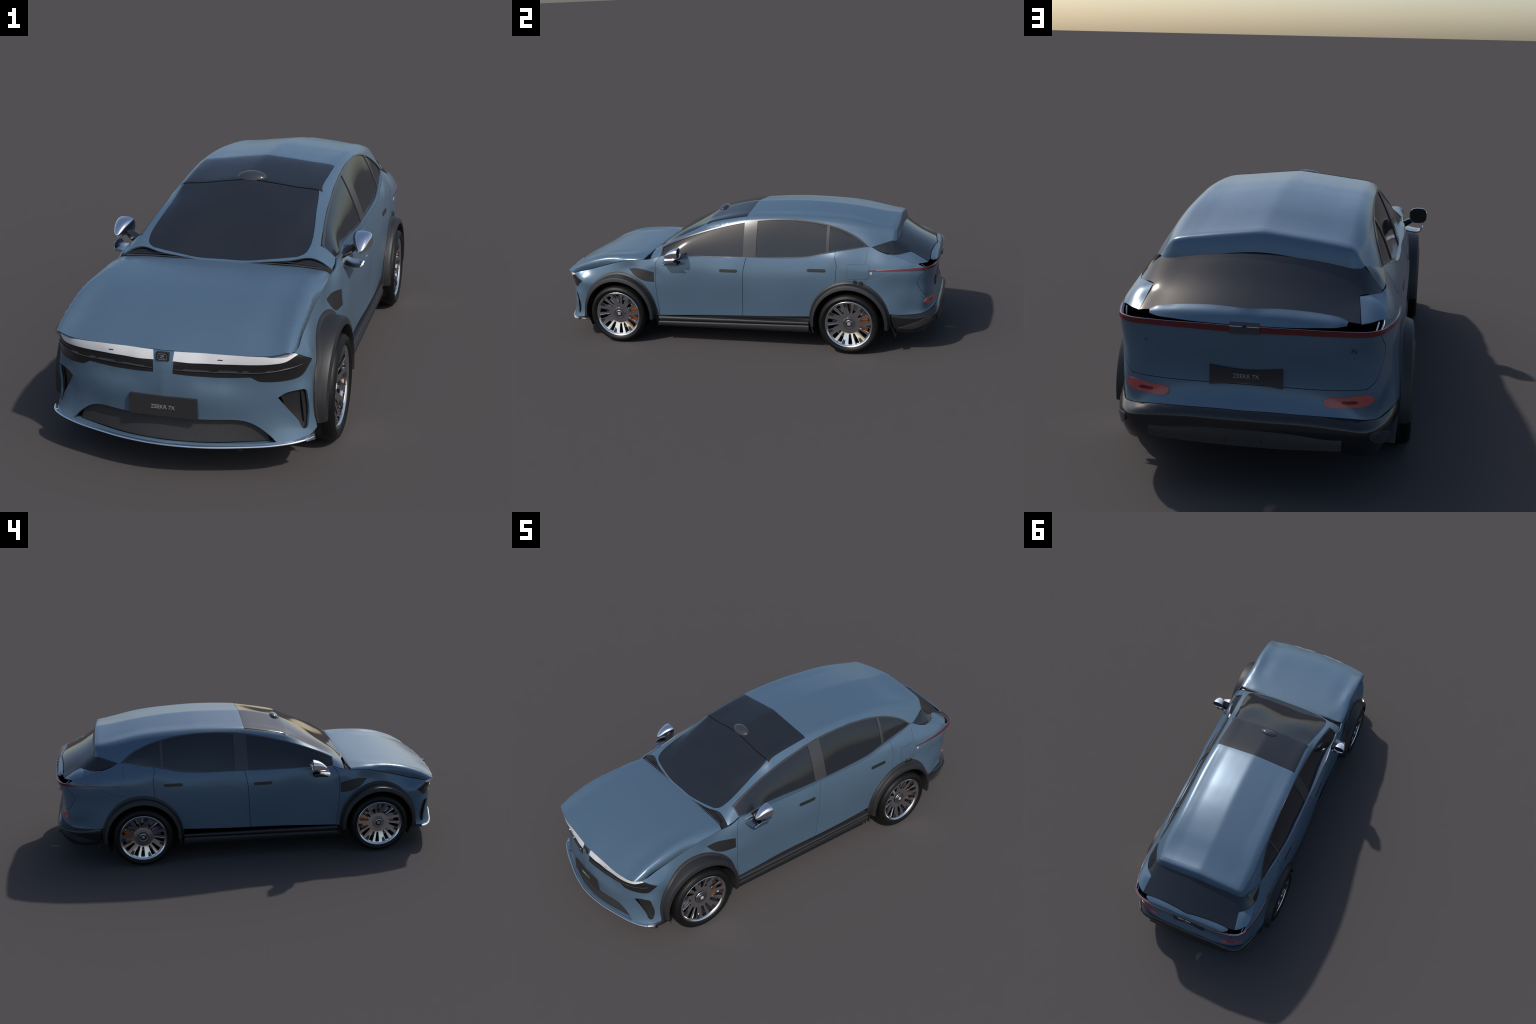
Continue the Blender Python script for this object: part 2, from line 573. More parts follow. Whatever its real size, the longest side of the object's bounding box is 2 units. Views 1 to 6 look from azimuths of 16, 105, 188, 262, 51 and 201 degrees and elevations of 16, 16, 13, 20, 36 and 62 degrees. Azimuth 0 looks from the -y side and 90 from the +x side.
HOOD_SEAM = [(.316, -.898, .347), (.320, -.848, .359), (.322, -.8, .370), (.324, -.748, .385), (.325, -.7, .399),
             (.329, -.652, .412), (.333, -.6, .425), (.333, -.555, .429), (.330, -.496, .432)]
SEAM_F = [(.333, -.401, .456), (.339, -.416, .438), (.351, -.425, .422), (.359, -.430, .372), (.362, -.429, .325),
          (.356, -.428, .263), (.352, -.424, .171), (.352, -.420, .143)]
SEAM_B = [(.342, .053, .463), (.361, .040, .39), (.367, .034, .337), (.364, .031, .244), (.361, .029, .162)]
SEAM_R = [(.328, .503, .5), (.347, .503, .47), (.353, .510, .438), (.360, .508, .395), (.364, .503, .340)]
DOOR_TOP = [(.333, -.401, .456), (.334, -.347, .456), (.342, -.222, .461), (.343, -.112, .461), (.342, .053, .463)]
DOOR_TOP_R = [(.342, .053, .463), (.342, .2, .464), (.341, .3, .467), (.338, .38, .474), (.332, .45, .49), (.328, .503, .5)]
LAMP_BOTTOM = [(.0265, -.985, .293), (.095, -.971, .288), (.161, -.957, .286), (.219, -.946, .288)]
LAMP_BOTTOM2 = [(.241, -.940, .276), (.270, -.928, .273), (.309, -.900, .2725), (.333, -.874, .279), (.346, -.860, .297), (.356, -.843, .312)]
LAMP_REAR = [(.356, -.843, .312), (.345, -.868, .325), (.330, -.892, .340), (.316, -.898, .347)]
TOP_FRONT = [(0, -.972, .349), (.0265, -.971, .349)]
S = lambda pts, n: spline(shell.uv(pts), n)
CR = 0.200   # radius of the wheel-arch opening in the panels

# front bumper: between the lamps, down to the lip, round to the wheel arch
arch_front_low = arch(AXLES[0], CR, 188, 166, 10)
half = join_path(S(TOP_FRONT, 4), S([TOP_FRONT[1], LAMP_BOTTOM[0]], 8), S(LAMP_BOTTOM, 24), S(LAMP_BOTTOM2, 24),
                 [arch(AXLES[0], CR, 160, 161, 2)[0]], arch_front_low[::-1],
                 S([(.350, -.868, .116), (.338, -.90, .113), (.284, -.936, .109), (.2, -.960, .105), (.1, -.986, .105), (0, -.998, .106)], 30))
mir = half[::-1] * [-1, 1]
FASCIA = join_path(half, mir[1:-1])
FOG = S([(.285, -.921, .230), (.303, -.912, .241), (.33, -.893, .244), (.346, -.879, .241), (.351, -.869, .216), (.353, -.863, .178), (.352, -.868, .150),
         (.350, -.874, .134), (.336, -.882, .135), (.326, -.890, .160), (.300, -.907, .2), (.286, -.92, .224)], 60)
GRILLE_HALF = S([(0, -.98, .174), (.1, -.973, .174), (.185, -.956, .1735), (.214, -.948, .166), (.239, -.943, .152), (.270, -.936, .127), (.283, -.936, .1135)], 40)
GRILLE_LOW = S([(.283, -.936, .1135), (.2, -.960, .110), (.1, -.986, .111), (0, -.997, .112)], 30)
gh = join_path(GRILLE_HALF, GRILLE_LOW[1:])
GRILLE = join_path(gh, (gh[::-1] * [-1, 1])[1:-1])
patch('front_bumper', shell, FASCIA, PAINT, holes=[FOG, FOG * [-1, 1], GRILLE], thick=.006)

# fender
FENDER = join_path(S(LAMP_REAR, 16), S(HOOD_SEAM, 50)[1:], S([(.330, -.496, .432), (.330, -.461, .438), (.333, -.401, .456)], 14)[1:],
                   S(SEAM_F, 40)[1:], arch(AXLES[0], CR, -3, 160, 70), [arch(AXLES[0], CR, 160, 161, 2)[0] - [.0009, 0]], [S(LAMP_REAR, 4)[0] - [.0009, 0]])
VENT = S([(.334, -.577, .3835), (.337, -.535, .387), (.341, -.486, .382), (.346, -.4375, .372)], 20)
VENT = join_path(VENT, S([(.346, -.4375, .372), (.357, -.4375, .323)], 8), S([(.357, -.4375, .323), (.352, -.477, .323), (.346, -.522, .335), (.339, -.552, .356), (.334, -.577, .3835)], 24))
patch('fender', shell, FENDER, PAINT, holes=[VENT], gap=.0008, thick=.005, mirror=True)
patch('fender_vent', shell, VENT, TRIM, gap=.0006, offset=-.001, thick=.003, mirror=True)

# doors
FDOOR = join_path(S(DOOR_TOP, 40), S(SEAM_B, 30), S([(.361, .029, .162), (.352, -.420, .1435)], 30), S(SEAM_F, 40)[::-1])
RDOOR = join_path(S(DOOR_TOP_R, 40), S(SEAM_R, 30), arch(AXLES[1], CR, 111, 174, 40),
                  S([(.36, .366, .1725), (.361, .029, .162)], 30), S(SEAM_B, 30)[::-1])
doors = []
for side in (0, 1):
    for nm, ol in (('front_door', FDOOR), ('rear_door', RDOOR)):
        if side == 0:
            o = patch(nm, shell, ol, PAINT, gap=.0012, thick=.006)
            doors.append(o)
        else:
            doors.append(mirrored(doors[0 if nm == 'front_door' else 1]))


def slot(yc, z0, z1, half_len, h):
    a = np.linspace(-np.pi / 2, np.pi / 2, 14)
    r = [(half_len - h + h * np.cos(t), h * np.sin(t)) for t in a]
    l = [(-half_len + h - h * np.cos(t), -h * np.sin(t)) for t in a]
    y = np.array([p[0] for p in r + l]); z = np.array([p[1] for p in r + l])
    zz = np.interp(y, [-half_len, half_len], [z0, z1]) + z
    return shell.uv(np.c_[np.full(len(y), .36), yc + y, zz])


for k, (yc, z0, z1) in enumerate(((-.0375, .397, .3965), (.411, .411, .411))):
    o = patch('door_handle', shell, slot(yc, z0, z1, .0465, .0075), TRIM, doors[k], offset=.0012, thick=.005, spacing=.006, edge=.003)
    c = mirrored(o, doors[2 + k])

# quarter panel, tailgate, rear bumper
WIN_LOW_REAR = [(.328, .503, .5), (.317, .520, .503), (.309, .589, .513), (.303, .66, .523), (.304, .68, .520)]
QTOP = [(.304, .68, .520), (.312, .715, .505), (.318, .745, .495), (.319, .79, .485), (.323, .83, .472), (.326, .87, .459), (.322, .90, .450)]
TG_SIDE = [(.318, .930, .434), (.315, .927, .417), (.320, .904, .385), (.322, .897, .357), (.318, .909, .324), (.306, .928, .298), (.291, .938, .284)]
TG_LOW = [(.291, .938, .284), (.253, .952, .2825), (.176, .96, .282), (.094, .962, .282), (0, .963, .282)]
BLUE_LOW = [(.365, .777, .203), (.352, .815, .199), (.340, .85, .198), (.323, .897, .199), (.291, .938, .207)]
BLUE_LOW2 = [(.291, .938, .207), (.25, .964, .216), (.2, .976, .221), (.12, .982, .223), (0, .984, .223)]
QUARTER = join_path(S(WIN_LOW_REAR, 24), S(QTOP, 30)[1:], S([(.322, .90, .450), (.318, .930, .434)], 6)[1:], S(TG_SIDE, 30)[1:],
                    S([(.291, .938, .284), (.291, .938, .207)], 10)[1:] + [.0011, 0], S(BLUE_LOW, 24)[::-1],
                    arch(AXLES[1], CR, 15, 111, 50), S(SEAM_R, 30)[::-1])
patch('quarter_panel', shell, QUARTER, PAINT, gap=.0008, thick=.005, mirror=True)


def both(h):
    """close a half outline that runs to the rear middle with its mirror image"""
    m = h[::-1].copy()
    m[:, 0] = 2 * LEN - m[:, 0]
    return join_path(h, m[1:-1])


tg_top = S([(0, .990, .4375), (.143, .985, .4365), (.245, .977, .4355), (.284, .965, .4345), (.318, .930, .434)], 40)
tg_half = join_path(S(TG_LOW, 40)[::-1], S(TG_SIDE, 30)[::-1][1:], tg_top[::-1][1:])
m_ = tg_half[::-1].copy(); m_[:, 0] = 2 * LEN - m_[:, 0]
tailgate = patch('tailgate', shell, join_path(tg_half, m_[1:-1]), PAINT, gap=.0012, thick=.006)
rb_half = join_path(S(TG_LOW, 40)[::-1], S([(.291, .938, .284), (.291, .938, .207)], 10)[1:], S(BLUE_LOW2, 30)[1:])
m_ = rb_half[::-1].copy(); m_[:, 0] = 2 * LEN - m_[:, 0]
rear_bumper = patch('rear_bumper', shell, join_path(rb_half, m_[1:-1]), PAINT, gap=.0004, thick=.005)

# dark lower bumper at the rear
low = [(.342, .785, .112), (.337, .81, .106), (.330, .86, .103), (.313, .915, .107), (.279, .954, .116), (.238, .977, .130), (.12, .988, .131), (0, .991, .131)]
lb_half = join_path(S(low, 50)[::-1], S([(.342, .785, .112), (.362, .775, .2)], 10)[1:], S(BLUE_LOW, 24)[1:], S(BLUE_LOW2, 30)[1:])
m_ = lb_half[::-1].copy(); m_[:, 0] = 2 * LEN - m_[:, 0]
edge_c = [tuple(p) for p in shell.pos(join_path(S(BLUE_LOW, 12), S(BLUE_LOW2, 8)[1:]))]
low_rows = [edge_c,
            [(.367, .779, .192), (.353, .85, .189), (.337, .905, .189), (.313, .950, .192), (.286, .975, .199), (.238, .989, .206), (.12, .9945, .209), (0, .996, .209)],
            [(.366, .781, .170), (.351, .85, .168), (.334, .912, .168), (.311, .955, .170), (.285, .979, .174), (.240, .991, .178), (.12, .995, .180), (0, .9965, .180)],
            [(.358, .785, .140), (.344, .86, .137), (.326, .917, .138), (.302, .955, .142), (.277, .972, .146), (.240, .982, .150), (.12, .987, .151), (0, .988, .151)],
            [(.342, .785, .110), (.328, .86, .103), (.311, .915, .107), (.279, .950, .116), (.255, .965, .123), (.236, .973, .129), (.12, .982, .130), (0, .985, .130)]]
low_grid = np.array([spline(r, 24) for r in low_rows])
low_pts = [tuple(p) for j in range(24) for p in spline(low_grid[:, j], 9)]
low_shell = BodyShell(PLAN, low_pts, 3e-6)
patch('lower_bumper', low_shell, join_path(lb_half, m_[1:-1]), GLOSSBLACK, gap=.0004, offset=.0002, thick=.006, spacing=.010, edge=.005)
INSERT = S([(.335, .804, .132), (.325, .852, .148), (.29, .938, .184), (.286, .943, .177), (.292, .935, .160), (.318, .871, .127), (.335, .804, .132)], 60)
patch('bumper_insert', low_shell, INSERT[:-1], INSERTGREY, offset=.004, thick=.004, spacing=.008, mirror=True)
loft('diffuser', [[(-.238, .986, .183), (-.1, .9945, .181), (0, .996, .180), (.1, .9945, .181), (.238, .986, .183)],
                  [(-.238, .991, .162), (-.1, .9975, .160), (0, .9985, .159), (.1, .9975, .160), (.238, .991, .162)],
                  [(-.238, .993, .143), (-.1, .999, .139), (0, 1.0, .138), (.1, .999, .139), (.238, .993, .143)]], TRIM, n=40, thick=.02)
for sx in (-.045, .045):
    box('diffuser_fin', (sx - .0015, .985, .140), (sx + .0015, 1.0005, .158), TRIM)

# rear lamp strip and reflectors
strip_top = S([(.356, .662, .4185), (.356, .731, .4225), (.352, .803, .4275), (.339, .874, .431), (.324, .922, .434), (.303, .957, .436), (.284, .965, .436), (.245, .977, .4375), (.143, .985, .4385), (0, .990, .4385)], 120)
w = np.interp(np.linspace(0, 1, 120), [0, .25, .5, 1], [.0005, .007, .012, .0155])
strip_low = strip_top - np.c_[np.zeros(120), w]
m1 = strip_top[::-1].copy(); m1[:, 0] = 2 * LEN - m1[:, 0]
m2 = strip_low[::-1].copy(); m2[:, 0] = 2 * LEN - m2[:, 0]
STRIP = join_path(strip_top, m1[1:], m2[::-1][1:], strip_low[::-1][1:-1])
patch('tail_light', shell, STRIP, REDLAMP, offset=.004, thick=.006, spacing=.006)
edge3 = np.r_[shell.pos(strip_top[8:]) , shell.pos(m1[1:-8])]
tube('tail_light_rim', edge3 + [0, .0035, .0005], .0007, SATIN, n=220, k=6)
REFL = S([(.313, .930, .257), (.304, .94, .268), (.285, .947, .2705), (.240, .957, .2655), (.200, .965, .264), (.191, .966, .2595), (.190, .966, .253),
          (.196, .965, .245), (.210, .963, .241), (.241, .957, .241), (.285, .946, .242), (.304, .938, .247)], 70)
o, c = patch('reflector', shell, REFL, REDREFL, offset=.0032, thick=.006, spacing=.006, mirror=True)
CORE = S([(.271, .945, .253), (.262, .950, .2575), (.245, .956, .257), (.232, .958, .256), (.232, .958, .252), (.25, .955, .250), (.265, .949, .250)], 30)
i1 = patch('reflector_core', shell, CORE, REDLAMP, o, offset=.0044, thick=.003, spacing=.004, edge=.003)
mirrored(i1, c)

# ------------------------------------------------------------------ dark inner skin so that gaps read black
bottom_f = S([(0, -.98, .182), (.2, -.95, .182), (.26, -.935, .165), (.3, -.92, .12), (.345, -.86, .125)], 30)
inner = join_path(bottom_f, arch(AXLES[0], CR + .004, 186, -3, 60), S([(.352, -.42, .148), (.36, .365, .178)], 20), arch(AXLES[1], CR + .004, 186, 15, 60),
                  S([(.335, .79, .115), (.30, .88, .115), (.24, .95, .14), (0, .97, .14)], 30),
                  S([(0, .985, .435), (.245, .97, .433), (.32, .92, .432), (.326, .87, .455), (.319, .79, .48), (.312, .715, .498), (.304, .67, .515)], 50),
                  S([(.304, .67, .515), (.317, .52, .498), (.328, .503, .49), (.338, .38, .470), (.342, .2, .458), (.342, -.2, .455), (.333, -.40, .450), (.330, -.49, .428)], 40),
                  S(HOOD_SEAM, 30)[::-1] - [0, .004], S([(.3, -.92, .345), (.2, -.957, .345), (0, -.972, .345)], 20))
inner_o = patch('inner_skin', shell, inner, DARK, offset=-.012, thick=0, spacing=.03, edge=.02, mirror=True,
                holes=[inset(resample(FOG, .01), -.004), ])

# ------------------------------------------------------------------ hood
HOOD_CREST = [(.324, -.905, .368), (.325, -.88, .383), (.325, -.832, .402), (.3245, -.793, .4165), (.323, -.747, .428), (.322, -.71, .434), (.320, -.655, .440), (.318, -.60, .4435), (.318, -.555, .4445), (.318, -.52, .443)]
HOOD_MID = [(-1.0, .326), (-.985, .338), (-.972, .350), (-.95, .363), (-.9, .387), (-.86, .403), (-.8, .421), (-.75, .431), (-.7, .439), (-.65, .444), (-.6, .447), (-.55, .449), (-.5, .449), (-.488, .448), (-.45, .440)]
hood = Ridge(HOOD_MID,
             [(0, 0), (.1, .0005), (.2, .001), (.26, .002), (.292, .001), (.310, -.003), (.320, -.011), (.325, -.022), (.325, -.035), (.322, -.055), (.320, -.085)],
             [(0, 0), (.1, -.0005), (.2, -.001), (.27, -.002), (.295, -.003), (.310, -.005), (.320, -.009), (.327, -.014), (.331, -.020), (.333, -.028), (.335, -.040)],
             -.88, -.50,
             [(0, -.972, .350), (.072, -.966, .350), (.119, -.963, .350), (.188, -.960, .350), (.232, -.954, .350), (.275, -.945, .351), (.3, -.937, .356), (.321, -.924, .358),
              (.104, -.486, .447), (.201, -.488, .446), (.247, -.489, .4455), (.303, -.489, .441), (.323, -.496, .437), (.329, -.496, .433)]
             + [(0, y, z) for y, z in HOOD_MID[3:-1]] + [(q, y, np.interp(y, *np.array(HOOD_MID).T) * (1 - (q / .275) ** 2) + (z + .004) * (q / .275) ** 2) for q in (.07, .14, .21) for x, y, z in HOOD_CREST[:-1:2]]
             + [(.275, y, z + .004) for x, y, z in HOOD_CREST[:-1]] + [(x - .001, y, z - .002) for x, y, z in HOOD_CREST]
             + [(x, y, z + .002) for x, y, z in HOOD_SEAM[1:]], 8e-6)
H = lambda pts, n: spline(hood.uv(pts), n)
hood_front = H([(0, -.972, .350), (.072, -.967, .350), (.119, -.964, .350), (.188, -.960, .350), (.232, -.954, .350), (.275, -.944, .351), (.3, -.937, .355)], 40)
hood_corner = H([(.3, -.937, .355), (.316, -.930, .3565), (.3225, -.920, .357), (.321, -.905, .353), (.319, -.885, .353)], 14)
hood_side = H([(x, y, z + .002) for x, y, z in HOOD_SEAM[1:]], 50)
hood_rear = H([(.329, -.496, .433), (.323, -.495, .437), (.303, -.489, .441), (.247, -.489, .4455), (.201, -.488, .446), (.104, -.486, .447), (0, -.487, .448)], 40)
hh = join_path(hood_front, hood_corner[1:], hood_side, hood_rear[1:])
patch('hood', hood, join_path(hh, (hh[::-1] * [-1, 1])[1:-1]), PAINT, thick=.007, spacing=.015)

# ------------------------------------------------------------------ cabin
ROOF_RIDGE = [(-.52, .433), (-.484, .452), (-.44, .482), (-.40, .508), (-.35, .539), (-.30, .567), (-.26, .588), (-.20, .618), (-.17, .632), (-.10, .651), (-.03, .666), (.041, .676), (.162, .681),
              (.286, .682), (.409, .676), (.501, .667), (.593, .655), (.679, .639), (.734, .631), (.771, .628), (.80, .626)]
SEC_FRONT = [(0, 0), (.02, -.0001), (.045, -.0004), (.08, -.001), (.155, -.003), (.215, -.006), (.248, -.010), (.27, -.018), (.285, -.028), (.3, -.042), (.32, -.062), (.345, -.090)]
SEC_REAR = [(0, -.0002), (.012, -.0009), (.045, -.0043), (.08, -.0080), (.155, -.016), (.2, -.022), (.228, -.031), (.243, -.047), (.252, -.068), (.268, -.10), (.292, -.14), (.325, -.19)]
WIN_TOP = [(.283, -.405, .492), (.278, -.354, .515), (.273, -.298, .538), (.265, -.233, .560), (.258, -.160, .5825), (.2575, -.069, .6045), (.2575, .030, .6265), (.256, .102, .636),
           (.254, .268, .644), (.257, .366, .6355), (.265, .472, .617), (.275, .559, .590), (.286, .612, .562), (.298, .647, .536), (.302, .660, .524)]
WIN_LOW = [(.302, .660, .524), (.308, .589, .514), (.317, .513, .503), (.322, .445, .493), (.325, .402, .482), (.327, .350, .473), (.328, .218, .465), (.330, .04, .462),
           (.324, -.1, .458), (.320, -.24, .455), (.324, -.402, .456)]
_w = np.array(WIN_TOP)
_y = np.r_[np.linspace(-.405, .60, 30)]
WIN_TOP = [(np.polyval(np.polyfit(_w[:13, 1], _w[:13, 0], 5), y), y, np.polyval(np.polyfit(_w[:13, 1], _w[:13, 2], 6), y)) for y in _y] + WIN_TOP[13:]   # faired rail line
WS_SIDE = [(.229, -.180, .603), (.234, -.227, .578), (.239, -.262, .563), (.243, -.30, .543), (.252, -.366, .512), (.254, -.41, .494), (.249, -.437, .481), (.242, -.448, .474), (.225, -.460, .468)]
WS_LOW = [(.225, -.460, .468), (.176, -.471, .462), (.125, -.479, .457), (.072, -.484, .452), (0, -.484, .452)]
SEAM_WS = [(0, -.170, .632), (.067, -.173, .626), (.128, -.175, .619), (.19, -.174, .611), (.240, -.173, .603)]
ROOFGLASS_SIDE = [(.240, -.173, .603), (.233, -.150, .611), (.2315, -.115, .620), (.233, -.03, .636), (.235, .04, .646)]
cabin_pts = [(0, y, z) for y, z in ROOF_RIDGE[1:-1]] + WIN_TOP + WIN_LOW[:3] + WIN_LOW[-1:] + WS_SIDE + WS_LOW + SEAM_WS + ROOFGLASS_SIDE + [
    (.12, -.3, .567), (.12, -.4, .512), (.2, -.3, .561),
    (.303, .679, .521), (.284, .66, .562), (.256, .74, .573), (.262, .775, .548), (.280, .739, .538),
    (.258, -.455, .464), (.314, -.455, .452), (.329, -.455, .438), (.287, -.43, .476),
    (.2, -.38, .519), (.15, -.43, .495)]
# roof crown: drop below the ridge at four distances from the middle, easing towards the tail
for y in np.linspace(.04, .76, 15):
    h = np.interp(y, *np.array(ROOF_RIDGE).T)
    t = np.clip((y - .45) / .3, 0, 1) ** 2 - .9 * math.exp(-((y - .55) / .12) ** 2)
    cabin_pts += [(.084, y, h - .008 - .001 * t), (.155, y, h - .0160 - .002 * t), (.2, y, h - .0210 - .004 * t)]
cabin = Ridge(ROOF_RIDGE, SEC_FRONT, SEC_REAR, -.46, 0.0, cabin_pts, 8e-5)
C = lambda pts, n: spline(cabin.uv(pts), n)

ws_half = join_path(C([(0, -.1705, .632)] + SEAM_WS[1:4] + [(.2265, -.1735, .605)], 30), C(WS_SIDE, 40)[1:], C(WS_LOW, 30)[1:])
WINDSHIELD = join_path(ws_half, (ws_half[::-1] * [-1, 1])[1:-1])
patch('windshield', cabin, WINDSHIELD, GLASS, gap=.0012, offset=-.001, thick=.005, crease=True)
rg_half = join_path(C([(0, .041, .676), (.084, .0405, .668), (.155, .040, .660), (.235, .040, .646)], 30), C(ROOFGLASS_SIDE, 30)[::-1][1:], C(SEAM_WS, 30)[::-1][1:])
ROOFGLASS = join_path(rg_half, (rg_half[::-1] * [-1, 1])[1:-1])
patch('roof_glass', cabin, ROOFGLASS, GLASS, gap=.001, offset=.001, thick=.006, crease=True)

# windshield surround: pillars and the strip below the glass
BASE_LOW = [(0, -.492, .447), (.072, -.491, .448), (.125, -.486, .452), (.2, -.475, .460), (.258, -.457, .463), (.290, -.457, .462), (.314, -.459, .452), (.329, -.460, .438)]
win_top_c = C(WIN_TOP, 160)
k04 = int(np.argmin(np.abs(win_top_c[:, 1] - .04)))
sur_half = join_path(C(BASE_LOW, 50), C([(.329, -.460, .438), (.329, -.43, .446), (.3255, -.402, .4555)], 8)[1:], C([(.3255, -.402, .4555), (.312, -.4035, .468), (.297, -.4045, .480), (.283, -.405, .492)], 14)[1:],
                     win_top_c[1:k04 + 1], C([(.243, .04, .640), (.235, .04, .646)], 4), C(ROOFGLASS_SIDE, 30)[::-1][1:],
                     C([(.240, -.173, .603), (.2265, -.1735, .605)], 4)[1:], C(WS_SIDE, 40)[1:], C(WS_LOW, 30)[1:])
SURROUND = sur_half
sur, sur2 = patch('windshield_pillar', cabin, SURROUND, PAINT, thick=.005, mirror=True)

# roof with the rear quarters
Y_END = .766
roof_side_low = C([(.302, .660, .524), (.303, .679, .521), (.291, .71, .530), (.280, .739, .538), (.265, Y_END, .546)], 20)
s_end = roof_side_low[-1][0]
roof_half = join_path(C([(0, .041, .676), (.084, .0405, .668), (.155, .040, .660), (.235, .040, .646)], 30),
                      win_top_c[k04:], roof_side_low[1:], np.c_[np.linspace(s_end, 0, 40), np.full(40, Y_END)][1:])
ROOF = join_path(roof_half, (roof_half[::-1] * [-1, 1])[1:-1])
patch('roof', cabin, ROOF, PAINT, thick=.005, spacing=.0085, edge=.006, crease=True)

# spoiler: the roof's rear edge rolling down
ss = np.linspace(-s_end, s_end, 61)
row0 = cabin.pos(np.c_[ss, np.full(61, Y_END - .012)])
row1 = cabin.pos(np.c_[ss, np.full(61, Y_END)])
lowc = spline([(-.265, .774, .546), (-.256, .788, .539), (-.239, .797, .532), (-.207, .799, .543), (-.168, .800, .551), (-.094, .802, .566), (0, .801, .574),
               (.094, .802, .566), (.168, .800, .551), (.207, .799, .543), (.239, .797, .532), (.256, .788, .539), (.265, .774, .546)], 61)
mid1 = row1 * .80 + lowc * .20 + np.c_[np.zeros(61), np.full(61, .011), np.full(61, .006)] * np.clip((s_end - np.abs(ss)) / .06, 0, 1)[:, None]
mid2 = row1 * .5 + lowc * .5 + np.c_[np.zeros(61), np.full(61, .010), np.full(61, .004)] * np.clip((s_end - np.abs(ss)) / .06, 0, 1)[:, None]
inn = lowc * [.97, 1, 1] + [0, -.03, .004]
loft('spoiler', [row1, mid1, mid2, lowc], PAINT, n=90, m=16, angle=80)
loft('spoiler_underside', [lowc, inn], DARK, n=60, m=3)

# windows with their trim: nearly straight from sill to rail, with a slight belly
glaze_pts = list(WIN_TOP) + list(WIN_LOW) + [(x + .004, y, z - .01) for x, y, z in WIN_LOW]
for y in np.arange(-.36, .61, .06):
    hi, lo = [np.array([np.interp(y, np.array(c)[:, 1], np.array(c)[:, k]) for k in (0, 2)]) for c in (WIN_TOP, WIN_LOW[::-1])]
    for t in (.33, .67):
        q = lo * (1 - t) + hi * t + np.array([.85, .5]) * .020 * t * (1 - t)
        glaze_pts.append((q[0], y, q[1]))
glaze = SideField(glaze_pts)
WIN = join_path(spline(glaze.uv(WIN_TOP), 160), spline(glaze.uv(WIN_LOW), 120)[1:], spline(glaze.uv([(.324, -.402, .456), (.311, -.4035, .468), (.297, -.4045, .480), (.283, -.405, .492)]), 16)[1:-1])
low_side = WIN[:, 1] < np.interp(WIN[:, 0], [p[1] for p in WIN_LOW[::-1]], [p[2] for p in WIN_LOW[::-1]]) + .0015
WIN = WIN - np.c_[np.zeros(len(WIN)), np.where(low_side & (WIN[:, 0] < .64), np.where(WIN[:, 0] < .48, .006, .004), 0.0)]
WIN_IN = inset(resample(WIN, .004), .0065)
patch('window_trim', glaze, inset(resample(WIN, .004), .0004), PILLAR, holes=[WIN_IN], offset=.0012, thick=.006, spacing=.01, edge=.005, mirror=True)


def cut(poly, y0, y1):
    """part of an outline between two upright lines"""
    def clip(P, c, sgn):
        out = []
        for a, b in zip(P, np.roll(P, -1, axis=0)):
            da, db = sgn * (a[0] - c), sgn * (b[0] - c)
            if da >= 0:
                out.append(a)
            if (da >= 0) != (db >= 0):
                out.append(a + (b - a) * da / (da - db))
        return np.array(out)
    return clip(clip(poly, y0, 1), y1, -1)


for y0, y1 in ((-.5, .033), (.101, .4535), (.4695, .7)):
    patch('side_window', glaze, cut(WIN_IN, y0, y1), GLASS, offset=-.002, thick=.004, spacing=.014, mirror=True)
patch('centre_pillar', glaze, cut(WIN_IN, .0335, .1005), PILLAR, offset=.0008, thick=.004, mirror=True)
patch('window_bar', glaze, cut(WIN_IN, .454, .469), PILLAR, offset=.0008, thick=.004, mirror=True)

# ledge between door tops and the glass
belt = [p for p in WIN_LOW[::-1]]
ledge_out = shell.pos(join_path(S(DOOR_TOP, 30), S(DOOR_TOP_R, 30)[1:], S(WIN_LOW_REAR[:4], 14)[1:]))
gl = np.array(WIN_LOW[::-1])
ledge_in = np.array([[np.interp(y, gl[:, 1], gl[:, 0]) - .022, y, np.interp(y, gl[:, 1], gl[:, 2]) - .002] for y in np.linspace(-.401, .655, 73)])
ledge_mid = ledge_out * .75 + spline(ledge_in, len(ledge_out)) * .25 + [0, 0, -.0005]
loft('window_ledge', [ledge_out - [.0006, 0, .0006], ledge_mid, ledge_in], PAINT, n=120, m=8, mirror=True)

# inner lining of the cabin
lin = join_path(np.c_[np.full(40, .262), np.linspace(-.44, .66, 40)], np.c_[np.linspace(.26, -.26, 20), np.full(20, .74)], np.c_[np.full(40, -.262), np.linspace(.66, -.44, 40)])
patch('cabin_lining', cabin, lin, DARK, offset=-.014, thick=0, spacing=.04, edge=.03)

# ------------------------------------------------------------------ tail: glass, flanks, lip
TAIL_GLASS = [(.240, .790, .545), (.262, .782, .547), (.310, .79, .490), (.306, .80, .489), (.293, .827, .491), (.259, .859, .492), (.265, .905, .470), (.269, .945, .450)]
for y, zc, k in ((.785, .580, .50), (.80, .572, .54), (.825, .557, .60), (.86, .534, .62), (.9, .510, .60), (.935, .491, .55), (.966, .474, .50)):
    TAIL_GLASS += [(x, y, zc - k * x * x) for x in (0, .05, .1, .15, .2, .235)]
tail_glass = HeightField(TAIL_GLASS, 4e-5)
tg = [(0, .785), (.1, .785), (.2, .783), (.24, .779), (.2635, .776)]
tg2 = [(.2635, .776), (.275, .779), (.291, .783), (.308, .785), (.311, .790), (.306, .805), (.293, .827), (.272, .845), (.2585, .858)]
tg3 = [(.2585, .858), (.269, .945)]
